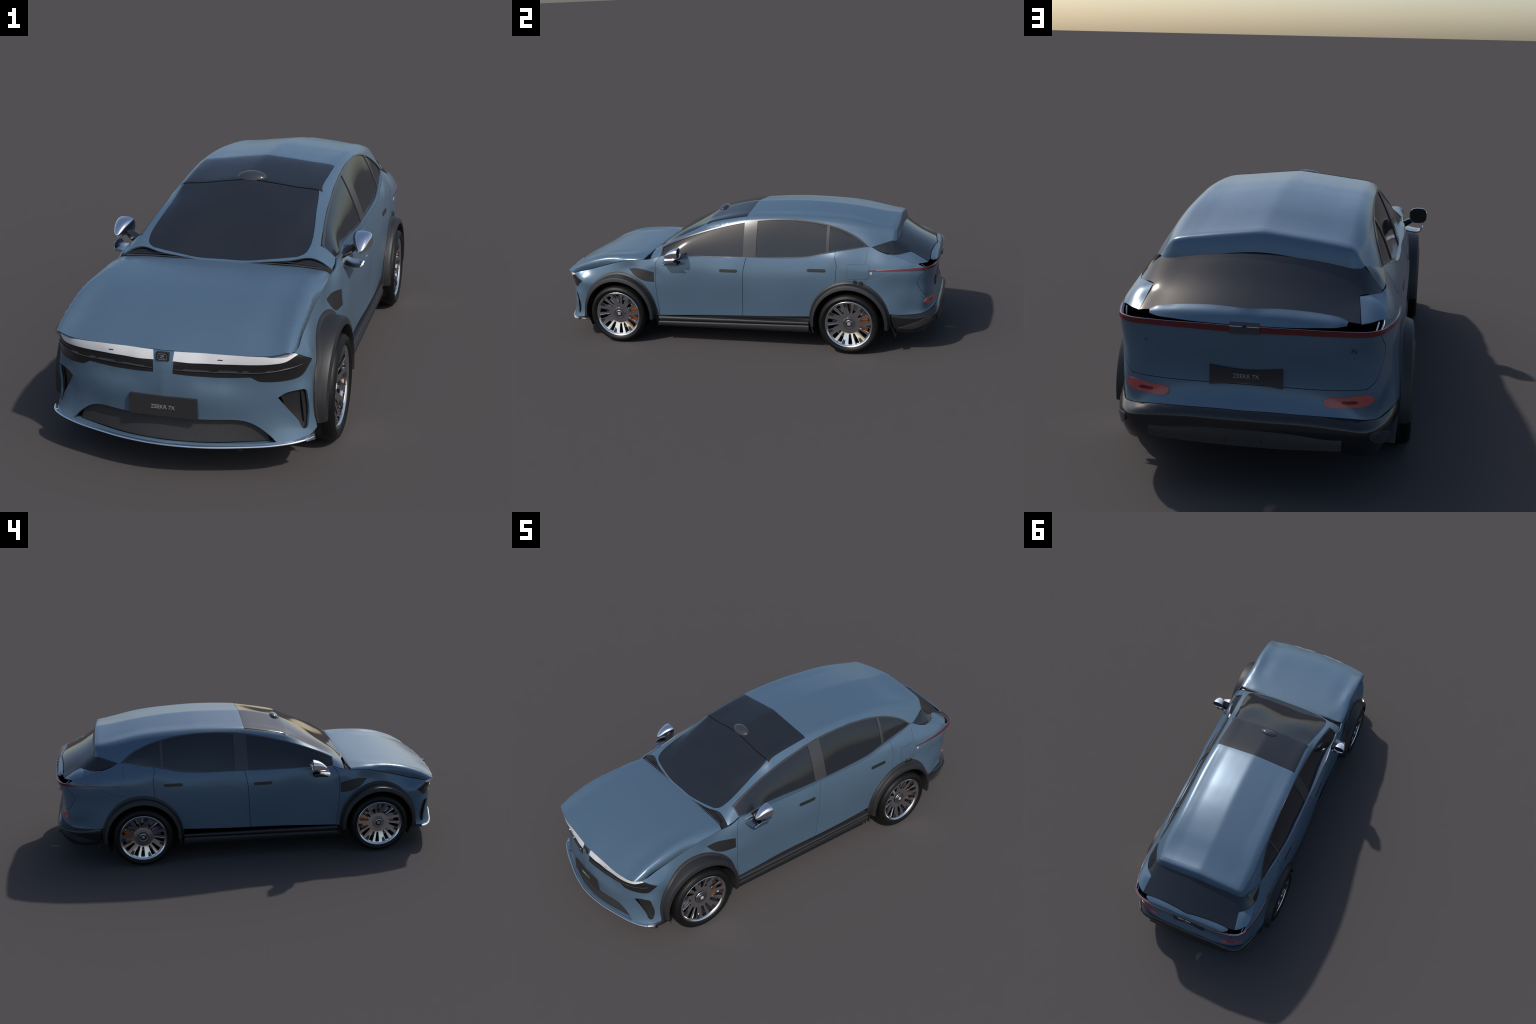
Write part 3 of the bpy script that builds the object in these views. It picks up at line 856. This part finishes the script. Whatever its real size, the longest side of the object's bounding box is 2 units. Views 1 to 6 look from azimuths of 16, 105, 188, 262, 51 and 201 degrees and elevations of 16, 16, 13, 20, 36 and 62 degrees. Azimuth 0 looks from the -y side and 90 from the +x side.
tg4 = [(.269, .945), (.256, .947), (.242, .949), (.222, .950), (.178, .949), (.138, .951), (.08, .956), (.042, .960), (0, .966)]
gh = join_path(spline(tg, 20), spline(tg2, 40)[1:], spline(tg3, 14)[1:], spline(tg4, 30)[1:])
patch('rear_window', tail_glass, join_path(gh, (gh[::-1] * [-1, 1])[1:-1]), GLASS, thick=.004, spacing=.011, crease=True)
loft('quarter_trim', [[(.303, .679, .5215), (.291, .71, .530), (.280, .739, .538), (.2635, .776, .547)],
                      [(.305, .681, .5185), (.301, .715, .519), (.297, .748, .518), (.288, .781, .515)],
                      [(.3045, .680, .520), (.311, .715, .505), (.314, .745, .496), (.3095, .787, .490)]], GLASS, n=20, m=12, mirror=True, thick=.003)
FLANK = [(.2595, .859, .492), (.272, .846, .4915), (.293, .828, .4915), (.307, .805, .489), (.319, .79, .4855), (.323, .83, .473), (.326, .87, .460), (.322, .90, .4505),
         (.296, .928, .450), (.271, .944, .448), (.265, .90, .472), (.295, .86, .484), (.30, .895, .468)]
flank = HeightField(FLANK, 1e-6)
fl = join_path(spline([(.2595, .859), (.272, .846), (.293, .828), (.306, .808), (.312, .792), (.318, .760)], 26), spline([(.3195, .775), (.3208, .79), (.325, .83), (.328, .87), (.3238, .90)], 24)[1:],
               spline([(.3225, .90), (.296, .928), (.271, .944)], 16)[1:], spline([(.271, .944), (.2595, .859)], 12)[1:-1])
patch('rear_flank', flank, fl, PAINT, thick=.004, spacing=.009, mirror=True)
# lip above the lamp strip
lip_top = [(.239, .953, .453), (.222, .953, .461), (.178, .952, .467), (.138, .954, .471), (.08, .959, .4745), (.042, .963, .4745), (0, .969, .4745)]
lip_mid = [(.238, .961, .449), (.222, .966, .452), (.178, .970, .457), (.138, .973, .459), (.08, .977, .461), (.042, .979, .461), (0, .980, .461)]
lip_low = [(.236, .963, .447), (.215, .975, .444), (.172, .981, .4425), (.138, .984, .441), (.08, .987, .440), (.042, .989, .440), (0, .989, .440)]


def full(c):
    return c + [(-x, y, z) for x, y, z in c[::-1][1:]]


loft('tailgate_lip', [full(lip_top), full(lip_mid), full(lip_low)], PAINT, n=80, m=14, thick=.004, angle=60)
loft('tail_cavity', [[(.262, .90, .41), (.1, .92, .42), (0, .92, .42), (-.1, .92, .42), (-.262, .90, .41)], [(.315, .905, .38), (.2, .94, .38), (0, .95, .38), (-.2, .94, .38), (-.315, .905, .38)]], DARK, n=40)
loft('tail_cavity', [[(.321, .80, .42), (.318, .88, .385), (.30, .92, .38), (.25, .94, .38)], [(.26, .80, .42), (.25, .88, .385), (.24, .90, .38), (.20, .92, .38)]], DARK, n=20, mirror=True)
for sx in (1, -1):
    tube('lamp_bracket', [(sx * .311, .915, .447), (sx * .306, .934, .430)], .0022, SATIN, n=6, k=6)

# rear camera panel in the middle of the strip
cam = np.array([(-.036, .421), (.036, .421), (.036, .449), (.032, .4535), (-.032, .4535), (-.036, .449)])


class Panel(Surface):
    sign = 1.0

    def pos(self, uv):
        uv = np.atleast_2d(uv)
        x, z = uv[:, 0], uv[:, 1]
        y = np.where(z < .4395, .9955, .9955 - .010 * ((z - .4395) / .014).clip(0, 2) ** 1.3)
        return np.c_[-x, y - .04 * x * x, z]


patch('camera_panel', Panel(), cam, PILLAR, thick=.006, spacing=.005, edge=.004)
tube('camera_bar', [(-.036, .9965, .4388), (-.006, .9967, .4388)], .0009, CHROME, n=6, k=6)
tube('camera_bar', [(.036, .9965, .4388), (.006, .9967, .4388)], .0009, CHROME, n=6, k=6)
tube('camera_lens', [(0, .990, .4395), (0, .9975, .4395)], .003, GLOSSBLACK, n=4, k=14)

# ------------------------------------------------------------------ front details
lampblack_top = S([(.0265, -.979, .325), (.075, -.975, .323), (.143, -.968, .324), (.209, -.956, .3245), (.273, -.937, .326), (.303, -.92, .328), (.322, -.905, .336), (.330, -.892, .340)], 50)
LB = join_path(lampblack_top, S(LAMP_REAR[:3][::-1], 16)[1:], S(LAMP_BOTTOM2, 24)[::-1][1:], S(LAMP_BOTTOM, 24)[::-1])
lamp, lamp2 = patch('headlamp', shell, LB, GLOSSBLACK, gap=.0003, offset=-.001, thick=.006, spacing=.009, mirror=True)
WT = S([(.0265, -.971, .349), (.1, -.964, .3495), (.2, -.957, .349), (.275, -.940, .349), (.302, -.922, .352), (.316, -.898, .3475)], 50)
WB = join_path(WT, S([(.316, -.898, .3475), (.330, -.892, .340)], 5)[1:], lampblack_top[::-1][1:])
wb = patch('light_bar', shell, WB, WHITE, lamp, gap=.0002, offset=.0005, thick=.006, spacing=.008, edge=.005)
mirrored(wb, lamp2)
slot_uv = shell.uv([(.140, -.966, .3345), (.154, -.964, .3340), (.154, -.964, .3362), (.142, -.966, .3368)])
t1 = patch('lamp_slot', shell, slot_uv, GLOSSBLACK, lamp, offset=.0011, thick=.002, spacing=.004, edge=.003)
mirrored(t1, lamp2)
# ledge lines inside the lamp
for z_off, x0, x1, rr in ((.304, .03, .30, .0012),):
    pts = [(x0, -.983, z_off), (.1, -.973, z_off - .002), (.18, -.956, z_off - .003), (.25, -.940, z_off - .002), (x1, -.91, z_off + .003), (.332, -.88, z_off + .008)]
    P3 = shell.pos(S(pts, 40))
    N3 = shell.normal(S(pts, 40))
    t1 = tube('lamp_ledge', P3 + N3 * .0002, rr, PILLAR, lamp, n=60, k=6)
    mirrored(t1, lamp2)
for a, b in ((.05, .118), (.14, .19), (.20, .217), (.255, .278)):
    ya = -.98 + (a / .28) ** 2 * .045; yb = -.98 + (b / .28) ** 2 * .045
    q = S([(a, ya, .3035), (b, yb, .3025), (b, yb, .307), (a + .003, ya, .308)], 5)
    pts = shell.uv([(a, ya, .303), (b, yb, .302), (b - .001, yb, .3055), (a + .004, ya, .307)])
    t1 = patch('lamp_element', shell, pts, SATIN, lamp, offset=.0004, thick=.002, spacing=.006)
    mirrored(t1, lamp2)

# grille panel set back in the opening
g_top = [(-.24, -.925, .172), (-.1, -.956, .176), (0, -.963, .177), (.1, -.956, .176), (.24, -.925, .172)]
g_mid = [(-.25, -.923, .145), (-.1, -.961, .147), (0, -.969, .147), (.1, -.961, .147), (.25, -.923, .145)]
g_low = [(-.262, -.920, .110), (-.1, -.968, .108), (0, -.978, .108), (.1, -.968, .108), (.262, -.920, .110)]
loft('grille', [g_top, g_mid, g_low], GRILLEGREY, n=40, m=12, thick=.004)
loft('grille_surround', [[(-.3, -.90, .185), (-.1, -.955, .186), (0, -.962, .187), (.1, -.955, .186), (.3, -.90, .185)], [(-.3, -.885, .15), (-.1, -.925, .15), (0, -.93, .15), (.1, -.925, .15), (.3, -.885, .15)],
                         [(-.3, -.9, .105), (-.1, -.96, .102), (0, -.97, .102), (.1, -.96, .102), (.3, -.9, .105)]], DARK, n=40, m=12)
# fog intake: dark pocket with a fin
loft('fog_intake', [[(.280, -.917, .249), (.315, -.897, .250), (.348, -.864, .246)], [(.290, -.904, .22), (.318, -.886, .22), (.347, -.854, .22)], [(.302, -.893, .18), (.325, -.875, .178), (.348, -.849, .176)],
                    [(.322, -.886, .128), (.338, -.873, .128), (.350, -.855, .128)]], PLASTIC, n=14, m=16, mirror=True)
loft('fog_fin', [[(.333, -.880, .238), (.337, -.873, .19), (.341, -.872, .150)], [(.339, -.868, .238), (.343, -.862, .19), (.345, -.862, .150)]], TRIM, n=14, m=4, mirror=True, thick=.003)

# chrome lip under the nose
lipc = [(.366, -.872, .1125), (.362, -.884, .113), (.350, -.903, .1135), (.326, -.9205, .111), (.275, -.942, .106), (.2, -.9635, .1025), (.1, -.988, .1015), (0, -.9985, .1025)]
tube('front_lip', full(lipc), .0042, CHROME, n=140, k=10, squash=.8)
loft('lip_shelf', [[(x * .998, y + .002, z + .001) for x, y, z in full(lipc[1:])], [(x * .97, y + .022, z + .003) for x, y, z in full(lipc[1:])], [(x * .93, y + .06, z - .002) for x, y, z in full(lipc[1:])]], PAINT, n=100, m=8)
for sx in (1, -1):
    loft('lip_end', [[(sx * .350, -.902, .1175), (sx * .366, -.872, .1175)], [(sx * .353, -.904, .109), (sx * .368, -.873, .1035)]], CHROME, n=6, m=4, thick=.004)
    loft('air_guide', [[(sx * .346, -.885, .117), (sx * .352, -.846, .120), (sx * .345, -.80, .105)], [(sx * .356, -.885, .105), (sx * .362, -.846, .100), (sx * .350, -.79, .095)], [(sx * .25, -.885, .103), (sx * .25, -.846, .098), (sx * .25, -.79, .094)]], TRIM, n=14, m=8)


def lettering(name, text, size, mat, parent, loc, rot, depth=.0006):
    cu = bpy.data.curves.new(name, 'FONT')
    cu.body = text
    cu.size = size
    cu.extrude = depth
    cu.align_x = 'CENTER'
    cu.align_y = 'CENTER'
    t = bpy.data.objects.new(name, cu)
    bpy.context.scene.collection.objects.link(t)
    dg = bpy.context.evaluated_depsgraph_get()
    me = bpy.data.meshes.new_from_object(t.evaluated_get(dg))
    bpy.data.objects.remove(t)
    me.materials.clear(); me.materials.append(mat)
    o = bpy.data.objects.new(name, me)
    bpy.context.scene.collection.objects.link(o)
    o.parent = parent
    o.location = loc
    o.rotation_euler = rot
    return o


PLATE_TEXT = 'ZEEKR 7X'
plate = box('number_plate', (-.091, -.9925, .177), (.091, -.978, .232), PLATE, bevel=.0008)
lettering('plate_lettering', PLATE_TEXT, .0148, INK, plate, (0, -.9928, .203), (math.pi / 2, 0, 0))
zc = np.linspace(-.09, .09, 30)
top = np.c_[zc, .3215 + .0085 * (np.abs(zc) / .09) ** 1.6]
bot = np.c_[zc, .2865 - .0085 * (np.abs(zc) / .09) ** 1.6]
rp = np.r_[top, bot[::-1]]
rpu = np.c_[LEN - rp[:, 0], rp[:, 1]]
plate2 = patch('number_plate', shell, rpu, PLATE, offset=.005, thick=.005, spacing=.01)
yr = shell.pos([(LEN, .304)])[0][1]
lettering('plate_lettering', PLATE_TEXT, .0148, INK, plate2, (0, yr + .0056, .304), (math.pi / 2, 0, math.pi))
yb = shell.pos(shell.uv([(.258, .96, .386)]))[0][1]
nb = shell.normal(shell.uv([(.258, .96, .386)]))[0]
lettering('badge', '7X', .0145, TRIM, tailgate, (-.259, yb + .0055, .386), (math.pi / 2, 0, math.pi - math.atan2(nb[0], nb[1])))
lettering('badge', '=', .012, TRIM, tailgate, (.248, yb + .0050, .381), (math.pi / 2, 0, math.pi + math.atan2(nb[0], nb[1])))

# nose emblem: chrome-framed dark tile with a bent stroke
emb = group('emblem')
box('emblem_tile', (-.0165, -.9835, .3255), (.0165, -.974, .3475), TRIM, emb, bevel=.0008)
for lo, hi in (((-.0125, .3432), (.0125, .3450)), ((-.0125, .3280), (.0125, .3298)), ((-.0125, .3280), (-.0107, .3450)), ((.0107, .3280), (.0125, .3450)),
               ((-.0075, .3390), (.0035, .3408)), ((-.0035, .3322), (.0075, .3340))):
    box('emblem_stroke', (lo[0], -.9848, lo[1]), (hi[0], -.983, hi[1]), CHROME, emb, bevel=.0003)
tube('emblem_stroke', [(-.006, -.984, .3335), (.006, -.984, .3398)], .001, CHROME, emb, n=4, k=6)

# cowl and wipers
loft('cowl', [[(-.328, -.498, .4305), (-.303, -.493, .436), (-.15, -.490, .441), (0, -.489, .441), (.15, -.490, .441), (.303, -.493, .436), (.328, -.498, .4305)],
              [(-.326, -.478, .424), (-.30, -.476, .430), (-.15, -.478, .434), (0, -.478, .436), (.15, -.478, .434), (.30, -.476, .430), (.326, -.478, .424)],
              [(-.331, -.455, .436), (-.312, -.448, .452), (-.258, -.445, .465), (0, -.47, .456), (.258, -.445, .465), (.312, -.448, .452), (.331, -.455, .436)]], GLOSSBLACK, n=80, m=10)
for sx in (1, -1):
    tube('wiper', [(sx * .304, -.486, .4445), (sx * .2, -.484, .4485), (sx * .08, -.487, .4485)], [.0024, .0018], PILLAR, n=20, k=6)
    tube('wiper', [(sx * .29, -.478, .4485), (sx * .2, -.479, .4545), (sx * .1, -.486, .4505)], [.002, .0015], TRIM, n=20, k=6)

# sensor dome on the roof seam
u, v = np.meshgrid(np.linspace(0, 2 * np.pi, 40, endpoint=False), np.linspace(0, np.pi, 20))
DV = np.c_[(.0485 * np.cos(u) * np.sin(v)).ravel(), (-.147 + .026 * np.sin(u) * np.sin(v)).ravel(), (.635 + .019 * np.cos(v) + .006 * np.sin(u) * np.sin(v)).ravel()]
DF = [(i * 40 + j, (i + 1) * 40 + j, (i + 1) * 40 + (j + 1) % 40, i * 40 + (j + 1) % 40) for i in range(19) for j in range(40)]
make_object('sensor_dome', DV, DF, DOME)

# ------------------------------------------------------------------ side details
for open_gap in (False, True):
    SK = []
    for y, zt in ((-.424, .1435), (-.2, .153), (0, .161), (.2, .167), (.366, .1725)):
        t = (y + .424) / .79
        top = [(.352, y, .122), (.353, y, .138 + .004 * t), (.355, y, .1405 + .004 * t)] if open_gap else \
              [(.340, y, zt + .006), (.340, y, .150 + .004 * t), (.343, y, .1432 + .004 * t)]
        SK.append(top + [(.364, y, .1395 + .004 * t), (.3685, y, .134 + .005 * t), (.366, y, .122 + .009 * t),
                         (.358, y, .118 + .011 * t), (.3665, y, .113 + .012 * t), (.368, y, .104), (.364, y, .0955), (.33, y, .090)])
    o = loft('side_skirt', SK, PLASTIC, n=60, m=20, angle=30)
    if open_gap:
        mirrored(o)
        bpy.data.objects.remove(o)
tube('skirt_strip', [(.3665, -.423, .1375), (.367, 0, .1398), (.3665, .365, .1415)], .0018, PILLAR, n=20, k=6, mirror=True)

for yc in AXLES:
    secs = []
    for a in np.linspace(-6, 186, 60):
        r = math.radians(a)
        c_, s_ = math.cos(r), math.sin(r)
        grow = .0115 * max(0, s_) ** 2

        def at(R, x):
            return (x, yc + R * c_, WHEEL_Z + R * s_)
        RO = .2025 + grow
        RM = .1955 + .0055 * max(0, s_) ** 2
        xo = shell.pos(shell.uv([(.35, yc + RO * c_, WHEEL_Z + RO * s_)]))[0][0]
        xm = .374 + (.010 if yc < 0 else .006) * max(0, c_) + .004 * s_
        xl = .396 + .004 * c_
        secs.append([at(RO + .002, xo - .006), at(RO, xo + .0012), at(RO - .003, xo + .0025), at(RM + .004 + .25 * (RO - RM - .004), xo + .004), at(RM + .0015, xo + .008), at(RM, xo + .016), at(RM - .0006, xm - .003), at(RM - .0016, xm),
                     at(RM - .0025, xm + .006), at(RM - .005, xl - .005), at(RM - .011, xl - .002), at(.177, xl), at(.1745, xl - .005), at(.174, .34)])
    V, F = [], []
    n = len(secs[0])
    for sc in secs:
        V += sc
    for i in range(len(secs) - 1):
        for j in range(n - 1):
            F.append((i * n + j, (i + 1) * n + j, (i + 1) * n + j + 1, i * n + j + 1))
    F += [tuple(range(n)), tuple((len(secs) - 1) * n + j for j in range(n))[::-1]]
    o = make_object('wheel_arch', V, F, PLASTIC, car, True, None, 28)
    mirrored(o)
    # liner behind
    V, F = [], []
    A = np.radians(np.linspace(-25, 205, 40))
    for a in A:
        for R, x in ((.1755, .372), (.170, .31), (.166, .24), (.02, .235)):
            V.append((x, yc + R * math.cos(a), WHEEL_Z + R * math.sin(a)))
    for i in range(39):
        for j in range(3):
            F.append((i * 4 + j, i * 4 + j + 1, (i + 1) * 4 + j + 1, (i + 1) * 4 + j))
    o = make_object('wheel_liner', V, F, DARK, car, True, None, 40)
    mirrored(o)
    # mud flap
    if yc > 0:
        loft('mud_flap', [[(.30, .372, .15), (.30, .386, .088)], [(.364, .372, .15), (.362, .384, .088)]], TRIM, n=8, m=4, thick=.006, mirror=True)
        loft('mud_flap', [[(.30, .762, .17), (.30, .790, .088)], [(.368, .762, .17), (.362, .796, .088)]], TRIM, n=8, m=4, thick=.004, mirror=True)
    else:
        loft('mud_flap', [[(.30, -.447, .16), (.30, -.44, .098)], [(.362, -.447, .16), (.362, -.43, .098)]], TRIM, n=8, m=4, thick=.004, mirror=True)

# charge flap lines, cap pair and little sticker on the left side
ring = [(.573, .445), (.659, .445), (.667, .441), (.669, .434), (.669, .385), (.667, .378), (.658, .374), (.567, .374), (.562, .378), (.561, .385), (.561, .432), (.564, .442)]
ringuv = shell.uv([(.355, y, z) for y, z in ring])
o = patch('charge_flap', shell, inset(resample(ringuv, .005), .0011), PAINT, offset=.0006, thick=.003)
o2 = patch('charge_flap_gap', shell, ringuv, TRIM, offset=.00025, thick=.002)
for (y, z) in ((.601, .360), (.630, .355)):
    x = shell.pos(shell.uv([(.35, y, z)]))[0][0]
    tube('filler_cap', [(x - .002, y, z), (x + .007, y, z)], .0095, TRIM, n=4, k=18)
    tube('filler_cap_ring', [(x + .006, y, z), (x + .0085, y, z)], .0065, PLASTIC, n=4, k=18)
x = shell.pos(shell.uv([(.35, .678, .405)]))[0][0]
box('sticker', (x - .001, .674, .400), (x + .0015, .684, .410), WHITE)
box('sticker_mark', (x + .001, .6765, .4025), (x + .0018, .6815, .4065), TRIM)
for pts in ([(.345, .660, .505), (.352, .652, .448)], [(.355, .65, .373), (.352, .648, .345)], [(.345, .655, .362), (.35, .70, .376), (.353, .76, .400), (.353, .79, .4135)],
            [(.350, .82, .432), (.338, .87, .441), (.33, .895, .447)]):
    P3 = shell.pos(S(pts, 16))
    tube('panel_line', P3, .0005, TRIM, n=20, k=5, mirror=True)

# ------------------------------------------------------------------ mirrors
for _ in (0,):
    mir_g = group('door_mirror')
    secs = [(-.359, .392, .467, .003, .003), (-.356, .392, .468, .0075, .007), (-.346, .3915, .473, .0145, .0135), (-.330, .3905, .479, .021, .020), (-.312, .3895, .4835, .0265, .0245),
            (-.296, .389, .4855, .030, .027), (-.2855, .3885, .486, .031, .0275)]
    dense = spline(secs, 26)
    V, F = [], []
    K = 36
    for y, cx, cz, rx, rz in dense:
        for t in np.linspace(0, 2 * np.pi, K, endpoint=False):
            c_, s_ = math.cos(t), math.sin(t)
            e = 2 / 2.9
            V.append((cx + rx * math.copysign(abs(c_) ** e, c_), y, cz + rz * math.copysign(abs(s_) ** e, s_)))
    n = len(dense)
    y, cx, cz, rx, rz = dense[-1]
    for q, dy in ((.95, .0015), (.90, -.003), (.0, -.003)):
        for t in np.linspace(0, 2 * np.pi, K, endpoint=False):
            c_, s_ = math.cos(t), math.sin(t)
            e = 2 / 2.9
            V.append((cx + q * rx * math.copysign(abs(c_) ** e, c_), y + dy, cz + q * rz * math.copysign(abs(s_) ** e, s_)))
    body_F = [(i * K + j, i * K + (j + 1) % K, (i + 1) * K + (j + 1) % K, (i + 1) * K + j) for i in range(n + 1) for j in range(K)]
    body_F.append(tuple(range(K))[::-1])
    glass_F = [(i * K + j, i * K + (j + 1) % K, (i + 1) * K + (j + 1) % K, (i + 1) * K + j) for i in (n + 1,) for j in range(K)]
    h1 = make_object('mirror_housing', V, [f[::-1] for f in body_F], CHROME, mir_g, True, None, 40)
    h2 = make_object('mirror_glass', V, [f[::-1] for f in glass_F], GLOSSBLACK, mir_g, True, None, 40)
    h3 = loft('mirror_arm', [[(.334, -.342, .455), (.334, -.295, .458), (.334, -.295, .438), (.334, -.335, .436), (.334, -.342, .455)],
                             [(.352, -.337, .466), (.352, -.295, .468), (.352, -.295, .447), (.352, -.332, .446), (.352, -.337, .466)],
                             [(.372, -.328, .479), (.372, -.293, .480), (.372, -.293, .462), (.372, -.325, .462), (.372, -.328, .479)]], GLOSSBLACK, mir_g, n=24, m=8)
    h4 = loft('mirror_base', [[(.338, -.376, .446), (.345, -.379, .434), (.354, -.381, .4285), (.388, -.372, .4245), (.396, -.366, .427), (.403, -.352, .440)],
                              [(.338, -.330, .447), (.345, -.333, .436), (.354, -.335, .4315), (.389, -.332, .4285), (.396, -.330, .431), (.404, -.324, .444)],
                              [(.338, -.290, .446), (.345, -.291, .434), (.354, -.292, .4290), (.388, -.293, .4260), (.395, -.293, .429), (.403, -.294, .442)]], SATIN, mir_g, n=40, m=12, thick=.004, angle=50)
    g2 = group('door_mirror')
    for h in (h1, h2, h3, h4):
        mirrored(h, g2)

# ------------------------------------------------------------------ wheels
XO = .371   # outer face of the hub


class WheelFace(Surface):
    sign = 1.0

    def pos(self, uv):
        uv = np.atleast_2d(uv)
        R = np.hypot(uv[:, 0], uv[:, 1])
        t = np.clip((R - .050) / .062, 0, 1)
        x = XO + .0015 + .0165 * t ** 1.1
        return np.c_[x, uv[:, 0], uv[:, 1]]


face = WheelFace()
NSL = 14


def polar(r, a):
    return (r * math.cos(a), r * math.sin(a))


slots, facets, ridges = [], [], []
for k in range(NSL):
    a0 = math.pi / 2 + 2 * math.pi * k / NSL + (.055 if k % 2 else -.055)
    wide = .130 if k % 2 == 0 else .112
    pts = []
    for t in np.linspace(-math.pi / 2, math.pi / 2, 8):
        pts.append((.0600 - .0055 * math.cos(t), .0058 * math.sin(t)))
    outl = [polar(math.hypot(r, q), a0 + math.atan2(q, r)) for r, q in pts]
    outl += [polar(.080, a0 + wide * .95), polar(.100, a0 + wide), polar(.1055, a0 + wide * .8), polar(.1055, a0 - wide * .6), polar(.100, a0 - wide * .85), polar(.080, a0 - wide * .85)]
    slots.append(np.array(outl))
    # dark facet and bright ridge on the spoke that follows the slot
    am = a0 + math.pi / NSL
    if k % 2 == 0:
        facets.append(np.array([polar(.080, am - .05), polar(.090, am), polar(.084, am + .055), polar(.1075, am + .085), polar(.1075, am - .085)]))
    else:
        facets.append(np.array([polar(.066, am + .015), polar(.066, am + .055), polar(.1075, am + .075), polar(.1075, am + .03)]))
    ridges.append((am, k))

wheel_parts = {}
wg0 = group('wheel')
tyre_prof = [(.112, .300), (.114, .290), (.124, .283), (.138, .283), (.1465, .288), (.1500, .300), (.1510, .318), (.1510, .372), (.1500, .383), (.1475, .391), (.1420, .3975), (.1350, .400), (.1340, .4008), (.1280, .4002), (.1215, .397), (.1175, .393), (.1155, .386), (.112, .300)]
C0 = (0, 0, 0)
tyre = lathe('tyre', tyre_prof, C0, RUBBER, wg0, 128)
rim_lip = lathe('rim_lip', [(.1060, .366), (.1065, .382), (.1085, .388), (.1120, .3925), (.1165, .3945), (.1180, .3935), (.1180, .384)], C0, RIMLIP, wg0, 128)
barrel = lathe('rim_barrel', [(.1085, .386), (.1040, .360), (.100, .300), (.020, .300)], C0, DARK, wg0, 72)
ang = np.linspace(0, 2 * np.pi, 120, endpoint=False)
disc_o = np.c_[.1085 * np.cos(ang), .1085 * np.sin(ang)]
rimface = patch('rim', face, disc_o, RIM, wg0, holes=slots, thick=.011, spacing=.004, edge=.003)
for f in facets:
    patch('rim_facet', face, f, RIMDARK, rimface, offset=.0018, thick=.004, spacing=.004, edge=.003)
for am, k in ridges:
    d = np.array(polar(1, am)); q = np.array(polar(1, am + math.pi / 2))
    sh = .003 if k % 2 else -.004
    p0, p1 = face.pos([d * .058 + q * sh * .4])[0], face.pos([d * .104 + q * sh])[0]
    if k % 2:
        tube('rim_ridge', [p0 + [.0003, 0, 0], p1 + [.0004, 0, 0]], [.0010, .0018], RIM, rimface, n=6, k=6)
hub = lathe('hub_cap', [(.0, XO + .0080), (.0155, XO + .0080), (.0170, XO + .0072), (.0175, XO + .0055), (.0205, XO + .0050), (.0245, XO + .0068), (.0290, XO + .0062), (.0310, XO + .0038)], C0, SATIN, wg0, 48)
badge_disc = lathe('hub_badge', [(.0, XO + .0086), (.0140, XO + .0086), (.0150, XO + .0078)], C0, GLOSSBLACK, hub, 36)
for lo, hi in (((-.007, .0057), (.007, .007)), ((-.007, -.007), (.007, -.0057)), ((-.007, -.007), (-.0057, .007)), ((.0057, -.007), (.007, .007)), ((-.004, .0018), (.004, .0030)), ((-.004, -.0030), (.004, -.0018))):
    box('hub_badge_stroke', (XO + .008, lo[0], lo[1]), (XO + .0094, hi[0], hi[1]), WHITE, hub)
tube('hub_badge_stroke', [(XO + .0088, -.0038, -.0022), (XO + .0092, .0038, .0022)], .0007, WHITE, hub, n=3, k=5)
disc = lathe('brake_disc', [(.030, .345), (.088, .345), (.088, .336), (.030, .336)], C0, SATIN, wg0, 64)
V, F = [], []
for i, a in enumerate(np.radians(np.linspace(-34, 30, 14))):
    for r, x in ((.058, .358), (.093, .358), (.096, .354), (.096, .33), (.058, .33)):
        V.append((x, r * math.cos(a), r * math.sin(a)))
for i in range(13):
    for j in range(5):
        F.append((i * 5 + j, (i + 1) * 5 + j, (i + 1) * 5 + (j + 1) % 5, i * 5 + (j + 1) % 5))
F += [tuple(range(5))[::-1], tuple(13 * 5 + j for j in range(5))]
cal = make_object('brake_caliper', V, F, ORANGE, wg0, True, None, 30)


def copy_tree(o, parent):
    c = o.copy()
    bpy.context.scene.collection.objects.link(c)
    c.parent = parent
    for ch in list(o.children):
        copy_tree(ch, c)
    return c


wg0.location = (0, AXLES[0], WHEEL_Z)
wr = copy_tree(wg0, car)
wr.location = (0, AXLES[1], WHEEL_Z)


def mirror_tree(o, parent):
    if o.type == 'EMPTY':
        c = group(o.name.split('.')[0], parent)
    else:
        c = mirrored(o, parent)
    for ch in list(o.children):
        mirror_tree(ch, c)
    return c


wl = mirror_tree(wg0, car)
wl.location = (0, AXLES[0], WHEEL_Z)
wl2 = copy_tree(wl, car)
wl2.location = (0, AXLES[1], WHEEL_Z)

# ------------------------------------------------------------------ underbody
box('underbody', (-.205, -.90, .084), (.205, .84, .102), TRIM)
box('underbody', (-.20, .83, .112), (.20, .93, .135), TRIM)
box('battery_tray', (-.29, -.40, .072), (.29, .36, .10), TRIM, bevel=.006)
box('underbody', (.204, -.44, .084), (.345, .37, .10), TRIM, mirror=True)
box('underbody', (.204, .775, .094), (.30, .90, .13), TRIM, mirror=True)
box('bulkhead', (-.21, -.80, .12), (.21, -.55, .40), DARK)
box('bulkhead', (-.21, .42, .12), (.21, .76, .44), DARK)
for yc in AXLES:
    tube('axle', [(-.33, yc, WHEEL_Z), (.33, yc, WHEEL_Z)], .018, DARK, n=4, k=10)
